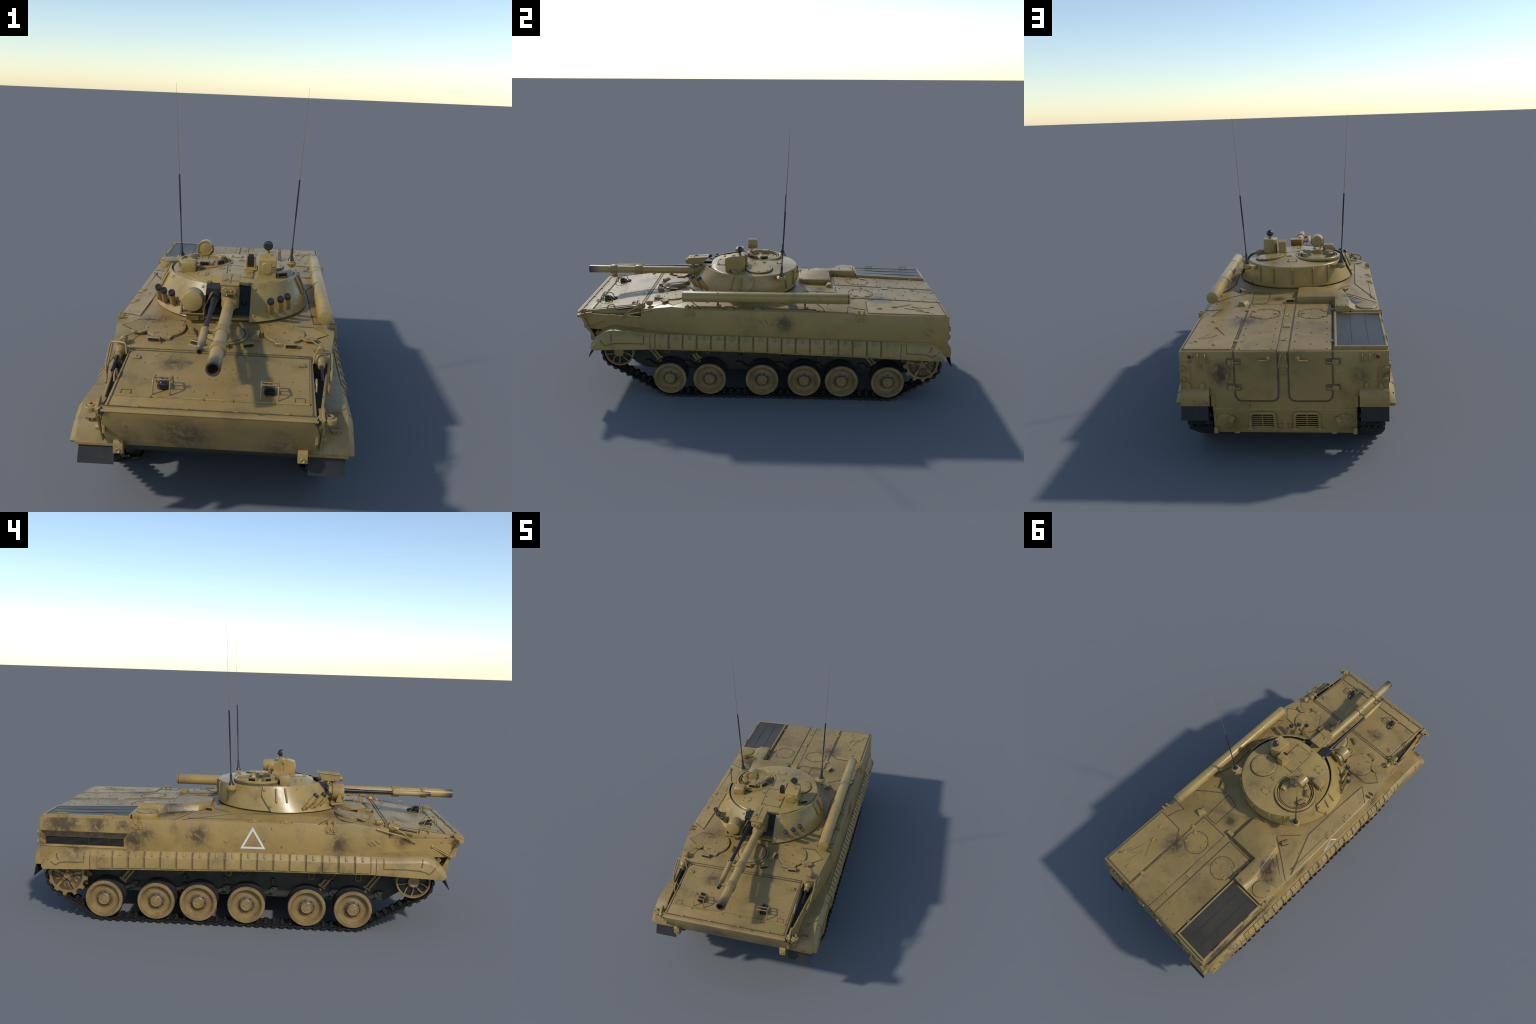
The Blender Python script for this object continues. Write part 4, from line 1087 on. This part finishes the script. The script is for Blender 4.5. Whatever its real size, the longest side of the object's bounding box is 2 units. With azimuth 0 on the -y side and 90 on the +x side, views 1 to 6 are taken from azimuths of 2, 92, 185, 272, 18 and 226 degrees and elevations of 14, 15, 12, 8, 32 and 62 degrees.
emit('turret_roof', loft(rr, cap=True), 'turret', TUR, angle=28)
zr = .6570
# ring collar
emit('turret_ring', lathe([(.284, .497), (.284, .520), (.279, .526), (.279, .536), (.20, .536)], (0, -.110, 0), (0, 0, 1), 80), 'turret', TUR)
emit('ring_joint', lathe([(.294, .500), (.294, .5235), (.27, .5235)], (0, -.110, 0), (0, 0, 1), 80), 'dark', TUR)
# deck swells up to the turret race
def race(r_, z): return [(r_ * cos(2 * pi * k / 90), -.108 + r_ * sin(2 * pi * k / 90), z - (.010 * max(0, -sin(2 * pi * k / 90)) ** 2 if r_ > .31 else 0)) for k in range(90)]
emit('turret_race', loft([race(.28, .500), race(.29, .5245), race(.303, .5250), race(.362, .5120), race(.362, .50)]), 'paint')
# solid dark block filling the gun slot, in place of its shade
emit('gun_slot_block', prism([(-.292, .6380), (-.372, .530), (-.10, .530), (-.10, .6380)], 'x', -.0825, .0825), 'dark', TUR)

# appliqué cheek armour
def cheek(s):
    na, nz = 30, 6; rings_o = []; rings_i = []
    for k in range(nz + 1):
        t = k / nz
        cy = TB[0] + (TP[0] - TB[0]) * t; r = TB[1] + (TP[1] - TB[1]) * t; z = .530 + (.6440 - .530) * t
        # end of the plate runs forward toward the bottom
        ye = lerp([(0, -.094), (.62, -.045), (1, -.050)], t)
        a0 = asin(.0835 / (r + .014)); 
        a1 = pi / 2 - asin(max(-1, min(1, (cy - ye) / (r + .010)))) 
        o_, i_ = [], []
        for q in range(na + 1):
            u = q / na; a = a0 + (a1 - a0) * u
            off = .018 - .008 * u
            for lst, dr in ((o_, off), (i_, off - .006)):
                lst.append((-s * (r + dr) * sin(a), cy - (r + dr) * cos(a), z))
        rings_o.append(o_); rings_i.append(i_)
    n = na + 1; v = [p for r_ in rings_o for p in r_] + [p for r_ in rings_i for p in r_]; O = (nz + 1) * n; f = []
    for k in range(nz):
        for q in range(na):
            a, b, c, d = k * n + q, k * n + q + 1, (k + 1) * n + q + 1, (k + 1) * n + q
            f += [[a, b, c, d], [O + d, O + c, O + b, O + a]]
    for k in range(nz):
        for q in (0, na):
            a, b = k * n + q, (k + 1) * n + q; f.append([a, b, O + b, O + a])
    for q in range(na):
        for k in (0, nz):
            a, b = k * n + q, k * n + q + 1; f.append([a, O + a, O + b, b])
    ch = emit('cheek_armour', (v, f), 'turret', TUR, angle=40)
    def on(a, t, off=0.0):
        cy = TB[0] + (TP[0] - TB[0]) * t; r = TB[1] + (TP[1] - TB[1]) * t; z = .530 + .1140 * t
        return Vector((-s * (r + .014 + off) * sin(a), cy - (r + .014 + off) * cos(a), z))
    g = G()
    for a, t in ((.37, .88), (.33, .16), (1.62, .86), (1.62, .22), (1.02, .90), (1.05, .22), (1.25, .9)):
        nn = Vector((-s * sin(a), -cos(a), .45))
        g.add(bolt(on(a, t, .003 if a < .5 else .0), nn, .0062, .004))
    emit('cheek_bolt', g, 'fit', ch)
    g = G()
    def ang(y, t):
        cy = TB[0] + (TP[0] - TB[0]) * t; r_ = TB[1] + (TP[1] - TB[1]) * t
        return pi / 2 - asin((cy - y) / (r_ + .014))
    for yb, yt in ((-.117, -.112), (-.166, -.155)):
        a = ang(yt, .7); b, c = on(ang(yb, .40), .40), on(ang(yt, .90), .90); nn = Vector((-s * sin(a), -cos(a), .4)).normalized()
        g.add(rod([b - nn * .004, b + nn * .0035, c + nn * .0035, c - nn * .004], .0046, 8, .006))
    emit('cheek_bar', g, 'fit', ch)
for s in (1, -1): cheek(s)
gap = [[(-(r_) * sin(a), TP[0] - r_ * cos(a), z) for a in [.34 + (1.62 - .34) * k / 24 for k in range(25)]] for r_, z in ((.246, .6305), (.2640, .6305))]
g = G().add(loft(gap, cap=False, closed=False)).mirror()
emit('cheek_gap_filler', g, 'dark', TUR, fix=False)  # dark strip added to close the gap behind the cheek plates
# grab bars on the rear wall
for x in (-.172, -.099, .004, .100, .170):
    for_pts = []
    def wall_y(x, z):
        t = (z - TB[2]) / (TP[2] - TB[2]); cy = TB[0] + (TP[0] - TB[0]) * t; r = TB[1] + (TP[1] - TB[1]) * t
        return cy + sqrt(r * r - x * x)
    nn = Vector((x, wall_y(x, .59) - TP[0], 0)).normalized()
    b, c = Vector((x, wall_y(x, .553), .553)), Vector((x, wall_y(x, .626), .626))
    g = G().add(rod([b - nn * .003, b + nn * .0055, c + nn * .0055, c - nn * .003], .0036, 8, .005))
    g.add(sphere(c + nn * .002, .0058, 10, 8)); g.add(sphere(b + nn * .002, .0058, 10, 8))
    emit('stowage_bar', g, 'fit', TUR)

# roof plates and fittings
def rplate(pts, h=.003):
    n = len(pts); v = [(x, y, roof_z(x, y) - .004) for x, y in pts] + [(x, y, roof_z(x, y) + h) for x, y in pts]
    return v, prism(pts, 'z', 0, 1)[1]
def rseam(pts, closed=True, w=.0038, h=.0010): return seam(pts, w, h, closed, roof_z)
emit('roof_plate', rplate([(-.014, -.257), (.086, -.257), (.086, -.098), (-.019, -.098)], .0022), 'turret', TUR, bevel=.001)
g = G().add(rseam([(-.0165, -.2575), (.0885, -.2575), (.0885, -.0955), (-.0215, -.0955)]))
emit('roof_seam', g, 'seam', TUR)
g = G()
g.add(rplate(rounded(-.022, .034, .070, .104, .006), .003)); g.add(rplate(rounded(-.140, -.090, -.243, -.200, .012), .003))
g.add(rplate(rounded(-.058, -.032, -.155, -.133, .004), .004)); g.add(rplate(rounded(.014, .041, -.008, .012, .004), .004))
emit('roof_cover', g, 'turret', TUR, bevel=.001)
g = G()
for x, y in ((-.015, .076), (.027, .076), (-.015, .098), (.027, .098), (-.13, -.235), (-.1, -.235), (-.13, -.208), (-.1, -.208), (-.045, -.144), (.027, .002),
             (-.005, -.248), (.078, -.248), (-.012, -.106), (.078, -.106), (-.01, -.18), (.08, -.18)):
    g.add(bolt((x, y, roof_z(x, y) + .0026), (0, 0, 1)))
emit('roof_bolt', g, 'bolt', TUR)['kind'] = 'stuff'
# gunner hatch, lying on the sloping roof
hm = Matrix.Translation((.132, -.022, roof_z(.132, -.022) + .0015)) @ Matrix.Rotation(.105, 4, 'Y')
g = G().add(lathe([(.0735, -.006), (.0735, .0045), (.071, .0062), (.001, .0068)], (0, 0, 0), (0, 0, 1), 44), hm)
gh = emit('gunner_hatch', g, 'turret', TUR)
g = G()
for k in range(7):
    a = 2 * pi * k / 7; g.add(bolt((.061 * cos(a), .061 * sin(a), .0058), (0, 0, 1)), hm)
g.add(box((.033, -.083, .003), (.022, .016, .007)), hm); g.add(sphere((.038, -.084, .006), .006, 8, 6), hm)
emit('hatch_fitting', g, 'bolt', gh)
emit('hatch_joint', G().add(lathe([(.0765, -.004), (.0765, .0008), (.073, .0008)], (0, 0, 0), (0, 0, 1), 44), hm), 'seam', gh)
periscope('periscope', (.196, -.158, roof_z(.196, -.158) - .001), radians(28), .046, .028, .018, TUR)
# commander cupola
cc = Vector((-.119, -.020, zr - .0035))
cup = emit('cupola_ring', lathe([(.1150, -.026), (.1150, .0035), (.1130, .0058), (.1050, .0062), (.1035, .0045), (.1035, -.014)], cc, (0, 0, 1), 56, False), 'turret', TUR)
emit('cupola_joint', lathe([(.1180, -.022), (.1180, -.0035), (.1150, -.0035)], cc, (0, 0, 1), 56, False), 'seam', TUR)
emit('cupola_dark_floor', lathe([(.1030, -.012), (.001, -.0118)], cc, (0, 0, 1), 48), 'dark', TUR)  # near-black floor paints in the shade of the moat round the lid
emit('cupola_inner_ring', lathe([(.0985, -.010), (.0985, .0010), (.0975, .0024), (.0950, .0024), (.0940, .0010), (.0940, -.010)], cc, (0, 0, 1), 48, False), 'turret', TUR)
emit('commander_hatch', lathe([(.0875, -.014), (.0875, -.0045), (.0850, -.0030), (.001, -.0025)], cc, (0, 0, 1), 48), 'turret', TUR)
g = G()
for k in range(5):
    a = 2 * pi * k / 5 + .7; g.add(bolt(cc + Vector((.075 * cos(a), .075 * sin(a), -.0026)), (0, 0, 1)))
emit('hatch_bolt', g, 'bolt', TUR)
for a, w in ((0, .042), (52, .040), (-52, .040), (105, .040), (-108, .040), (-70 + 215, .0)):
    if not w: continue
    r = .068; th = radians(a)
    p = cc + Vector((r * sin(th), -r * cos(th), -.0020))
    periscope('periscope', p, th, w, .030, .020, TUR)
# search lamp on the cupola
sc = Vector((-.119, -.074, .7265))
g = G().add(lathe([(.0235, -.030), (.0255, -.029), (.0285, -.010), (.0290, .006), (.0290, .022), (.0280, .0225), (.0265, .0185), (.010, .021), (.001, .0215)], sc, (0, -1, 0), 28))
g.add(lathe([(.001, -.0315), (.0235, -.030)], sc, (0, -1, 0), 28, False))
sl_ = emit('search_lamp', g, 'turret', TUR)
g = G()
g.add(rod([(sc.x - .0315, sc.y, sc.z + .004), (sc.x - .034, sc.y, sc.z - .018), (sc.x - .020, sc.y, sc.z - .0345), (sc.x + .020, sc.y, sc.z - .0345), (sc.x + .034, sc.y, sc.z - .018), (sc.x + .0315, sc.y, sc.z + .004)], .0026, 8, .006))
g.add(box((sc.x - .0315, sc.y, sc.z - .008), (.004, .010, .032))); g.add(box((sc.x + .0315, sc.y, sc.z - .008), (.004, .010, .032)))
for k in (-1, 1): g.add(rod([(sc.x + k * .018, sc.y, sc.z - .0345), (sc.x + k * .012, sc.y - .012, .675)], .0024, 6)); 
for k in (-1, 1): g.add(rod([(sc.x + k * .032, sc.y, sc.z - .012), (sc.x + k * .015, sc.y, sc.z - .034)], .0020, 6))
emit('lamp_yoke', g, 'fit', sl_)

# box sight cover at the right front of the roof
g = G().add(loft([[(x, y, z) for y, z in ((-.176, zr - .016), (-.176, .6805), (-.163, .6885), (-.128, .687), (-.128, zr - .016))] for x in (-.204, -.146)]))
emit('sight_hood', g, 'fit', TUR, bevel=.003, seg=2)
g = G().add(box((-.212, -.150, roof_z(-.212, -.15) + .002), (.014, .030, .006))); g.add(box((-.135, -.152, roof_z(-.135, -.152) + .002), (.012, .018, .005)))
emit('hood_foot', g, 'fit', TUR, bevel=.001)
# main sight housing: flat front, rounded back, sloped cap
sx0, sx1 = .1035, .1765; sm = (sx0 + sx1) / 2
plan = [(sx0, -.204), (sx1, -.204), (sx1, -.135)] + arc(sm, -.135, (sx1 - sx0) / 2, 0, 180, 14)[1:-1] + [(sx0, -.135)]
def cap_z(y): return .7145 if y < -.2 else (.7265 if y > -.168 else .7145 + (y + .204) * .012 / .036)
plan2 = [(sx0, -.204), (sx1, -.204), (sx1, -.165), (sx1, -.135)] + arc(sm, -.135, (sx1 - sx0) / 2, 0, 180, 14)[1:-1] + [(sx0, -.135), (sx0, -.165)]
g = G()
n = len(plan2); v = [(x, y, zr - .020) for x, y in plan2] + [(x, y, cap_z(y)) for x, y in plan2]
f = [list(range(n))[::-1]] + [[i, (i + 1) % n, n + (i + 1) % n, n + i] for i in range(n)] + [[n, n + 1, n + 2, 2 * n - 1], list(range(n + 2, 2 * n))]
g.add((v, f)); MS = emit('gunner_sight', g, 'turret', TUR, bevel=.002)
g = G().add(prism(rounded(sm - .021, sm + .019, .6585, .7055, .017, 8), 'y', -.2085, -.203))
emit('sight_door', g, 'turret', MS, bevel=.002)
g = G()
for z in (.672, .681, .690): g.add(cyl((sx1 - .020, -.2055, z), (sx1 - .008, -.2055, z), .0030, 8))
g.add(cyl((sm + .012, -.160, .726), (sm + .012, -.160, .7295), .009, 14))
emit('sight_latch', g, 'fit', MS)
g = G().add(cyl((sm, -.126, .724), (sm, -.126, .745), .0075, 14))
emit('sensor_post', g, 'fit', MS)
sphr = []
prof = [(.001, -.0225)] + [(.0195 * cos(radians(k)), .0195 * sin(radians(k)) * 1.0 - .003) for k in range(-80, 1, 10)] + [(.0195, .004), (.001, .004)]
ball = emit('sensor_ball', lathe([(.001, -.020), (.008, -.0185), (.0145, -.013), (.0185, -.005), (.0195, .004), (.0188, .0055)], (sm, -.130, .757), (0, -1, 0), 24), 'lamp', MS)
emit('sensor_lens', sphere((sm, -.1350, .757), .0172, 20, 12, (1, .14, 1)), 'glass', MS)
# small day sight beside it
g = G().add(loft([[(x, y, z) for y, z in ((-.142, zr - .004), (-.142, .703), (-.125, .7205), (-.112, .721), (-.090, .713), (-.090, zr - .004))] for x in (.052, .092)]))
g.add(box((.072, -.117, zr + .001), (.052, .062, .006)))
ds = emit('day_sight', g, 'turret', TUR, bevel=.0015)
emit('sight_glass', box((.072, -.1415, .690), (.026, .004, .042)), 'slit', ds)
emit('sight_glass', box((.072, -.1335, .7125), (.020, .003, .014), (-.80, 0, 0)), 'glass', ds)

# ---------------------------------------------------------------- guns
gx, gz = .0085, .5965
MG = group('main_gun', TUR)
g = G().add(lathe([(.0212, 0), (.0218, .004), (.0212, .131), (.0208, .28), (.0205, .45), (.0212, .62)], (gx, -1.0015, gz), (0, 1, 0), 32, False))
g.add(lathe([(.0150, .12), (.0155, .001), (.0175, 0), (.0212, .0)], (gx, -1.0015, gz), (0, 1, 0), 32, False))
emit('gun_barrel', g, 'gun', TUR)
emit('gun_bore', lathe([(.0152, 0), (.001, .001)], (gx, -.955, gz), (0, 1, 0), 24), 'dark', TUR)
bpy.data.objects.remove(MG)
for y0, y1 in ((-.876, -.844), (-.736, -.698)):
    emit('barrel_collar', lathe([(.0205, -.001), (.0255, 0), (.0268, .003), (.0268, y1 - y0 - .003), (.0255, y1 - y0), (.0205, y1 - y0 + .001)], (gx, y0, gz), (0, 1, 0), 32), 'fit', TUR)
emit('gun_sleeve', lathe([(.020, -.002), (.027, 0), (.029, .006), (.029, .030), (.026, .032), (.026, .040), (.031, .044), (.031, .12)], (gx, -.428, gz), (0, 1, 0), 32), 'turret', TUR)
# mantlet body behind sleeve
emit('gun_mantlet', box((gx, -.335, .598), (.066, .085, .062)), 'turret', TUR, bevel=.003)
# cannon: dark barrel, painted sleeve, links
cx = -.0475
emit('cannon_barrel', lathe([(.0084, 0), (.0086, .16), (.0110, .19), (.0112, .26), (.015, .28), (.015, .34)], (-.0485, -.70, .5995), (.004, 1, .005), 20), 'steel', TUR)
emit('cannon_sleeve', lathe([(.0060, .012), (.0060, 0), (.0088, .0), (.0092, .012), (.0078, .014), (.0078, .022), (.0125, .026), (.0128, .10), (.0130, .182), (.0105, .186), (.008, .19)], (-.0435, -.884, .5985), (-.027, 1, .006), 24, False), 'coax', TUR)
emit('gun_bore', lathe([(.0062, 0), (.001, .001)], (-.0435, -.876, .5985), (0, 1, 0), 14), 'dark', TUR)
g = G()
for y in (-.858, -.712): g.add(box((-.023, y, .598), (.032, .013, .013)))
emit('barrel_link', g, 'fit', TUR, bevel=.001)
g = G().add(lathe([(.022, 0), (.024, .02), (.024, .07)], (-.050, -.375, .605), (0, 1, 0), 20)); g.add(box((-.055, -.33, .625), (.05, .07, .03)))
emit('cannon_cradle', g, 'dark', TUR, bevel=.002)
# laser range finder box above the gun
g = G().add(loft([[(x, y, z) for y, z in ((-.429, .6395), (-.429, .6720), (-.318, .6800), (-.345, .6415))] for x in (-.0225, .0405)]))
rf = emit('range_finder', g, 'fit', TUR, bevel=.002)
g = G().add(loft([[(x, y, z) for y, z in ((-.4315, .6705), (-.4315, .6760), (-.315, .6845), (-.315, .6790))] for x in (-.0255, .0435)]))
g.add(box((-.0085, -.385, .6815), (.010, .016, .008))); g.add(box((.009, -.372, .6825), (.003, .100, .002), (.07, 0, 0))); g.add(box((.009, -.395, .6810), (.060, .003, .002), (.07, 0, 0)))
emit('box_lid', g, 'fit', rf, bevel=.0012)
g = G().add(prism(rounded(gx - .0265, gx + .0265, .6405, .6665, .0125, 7), 'y', -.4435, -.428))
for k in (-.010, .008): g.add(sphere((gx + k, -.4435, .654), .0050, 10, 8))
emit('range_finder_window', g, 'fit', rf, bevel=.002)
g = G()
for x in (-.010, .026):
    for y in (-.405, -.365): g.add(box((x, y, .632), (.010, .012, .020)))
emit('box_stand', g, 'fit', rf)
# pointer rod beside the searchlight
emit('pointer_rod', rod([(-.082, -.435, .575), (-.078, -.425, .590), (-.066, -.395, .612), (-.058, -.375, .624)], .0028, 8), 'fit', TUR)
emit('well_bolt', bolt((.060, -.338, .578), (0, -.8, .5), .009, .006), 'dark', TUR)
emit('slot_sill', box((0, -.386, .5345), (.168, .030, .008)), 'turret', TUR, bevel=.001)
g = G()
for x in (-.078, .078): g.add(box((x, -.298, .6435), (.014, .016, .007)))
emit('roof_hook', g, 'fit', TUR)

# infrared searchlight on the right cheek
ic = Vector((-.124, -.442, .6075))
g = G().add(lathe([(.001, -.004), (.030, -.002), (.0365, .0), (.0385, .003), (.0390, .052), (.0375, .056), (.030, .058), (.0285, .074), (.001, .076)], ic, (0, 1, 0), 40))
ir = emit('infrared_searchlight', g, 'turret', TUR)
g = G().add(prism([(-.414, .602), (-.426, .602), (-.434, .562), (-.402, .562)], 'x', -.169, -.162))
g.add(prism([(-.414, .602), (-.426, .602), (-.434, .562), (-.402, .562)], 'x', -.086, -.079))
g.add(prism([(-.445, .563), (-.375, .558), (-.385, .546), (-.435, .554)], 'x', -.170, -.078))
g.add(box((-.124, -.402, .548), (.045, .05, .020), (.4, 0, 0)))
emit('searchlight_bracket', g, 'fit', ir, bevel=.0015)

# smoke grenade dischargers
SM = [((-.211, -.366, .615), (-.209, -.326, .559)), ((-.245, -.340, .614), (-.246, -.295, .557)), ((-.272, -.302, .614), (-.275, -.258, .556)),
      ((.160, -.409, .614), (.163, -.368, .556)), ((.196, -.380, .615), (.197, -.337, .556)), ((.222, -.342, .615), (.227, -.302, .557))]
for cpt, bpt in SM:
    cpt, bpt = Vector(cpt), Vector(bpt); d = cpt - bpt; L = d.length
    g = G().add(lathe([(.006, -.006), (.0105, .0), (.0110, .018), (.0118, .019), (.0118, .022), (.0112, .024), (.0112, L - .008)], bpt, d, 20))
    u, w, dn = frame(d)
    g.add(box(bpt + Vector((0, .010, -.004)), (.018, .016, .012), (-.6, 0, 0)))
    tube_ = emit('smoke_discharger', g, 'fit', TUR)
    emit('discharger_cap', lathe([(.0110, 0), (.0132, .001), (.0132, .012), (.0118, .0145), (.008, .0145), (.006, .012), (.001, .0125)], bpt + dn * (L - .010), d, 12), 'lamp', tube_)

# antennas
for s in (1, -1):
    b = Vector((s * .241, .102, .632))
    g = G().add(lathe([(.012, -.020), (.021, -.013), (.0235, -.004), (.0235, .0005), (.0200, .002), (.0200, .0075), (.017, .009), (.001, .009)], b, (0, 0, 1), 24))
    g.add(prism([(s * .232, .078), (s * .196, .070), (s * .186, .095), (s * .218, .126)], 'z', .614, .631))
    an = emit('antenna_bracket', g, 'turret', TUR)
    mid = Vector((s * .2600, .1195, .997)); base = b + Vector((0, 0, .008)); d = mid - base; L = d.length
    emit('antenna_mast', lathe([(.0160, 0), (.0150, .002), (.0062, .022), (.0058, .050), (.0044, .056), (.0030, .060), (.0027, .19), (.0036, .20), (.0036, L)], base, d, 14), 'lamp', an)
    dn = d.normalized(); tip = mid + Vector((s * .0205, .019, .3840))
    q1 = mid.lerp(tip, .5) 
    emit('antenna_whip', rod([mid - dn * .01, mid.lerp(tip, .35), q1, mid.lerp(tip, .8), tip], [.0011, .0010, .0008, .0006, .0004], 6), 'whip', an)

# anti-tank tube carried along the left
tx, tz = .3640, .5590
g = G().add(lathe([(.001, .0), (.024, .001), (.0268, .0025), (.0280, .006), (.0280, .867), (.0268, .8705), (.024, .872), (.001, .873)], (tx, -.4115, tz), (0, 1, 0), 40))
TU = emit('stowed_tube', g, 'turret', ROOT)
for y in (-.226, .228):
    g = G().add(lathe([(.0280, -.0005), (.0292, 0), (.0292, .006), (.0280, .0065)], (tx, y - .003, tz), (0, 1, 0), 40))
    g.add(box((tx + .002, y, .5385), (.010, .010, .014)))
    emit('tube_band', g, 'turret', TU)
    emit('tube_strut', box((tx, y, .512), (.008, .008, .050)), 'dark', TU)
    emit('strut_foot', box((tx, y + .004, deck(tx, y) + .003), (.020, .022, .010)), 'fit', TU, bevel=.001)
emit('tube_joint', lathe([(.0282, 0), (.0286, .001), (.0286, .003), (.0282, .004)], (tx, .448, tz), (0, 1, 0), 40), 'seam', TU)
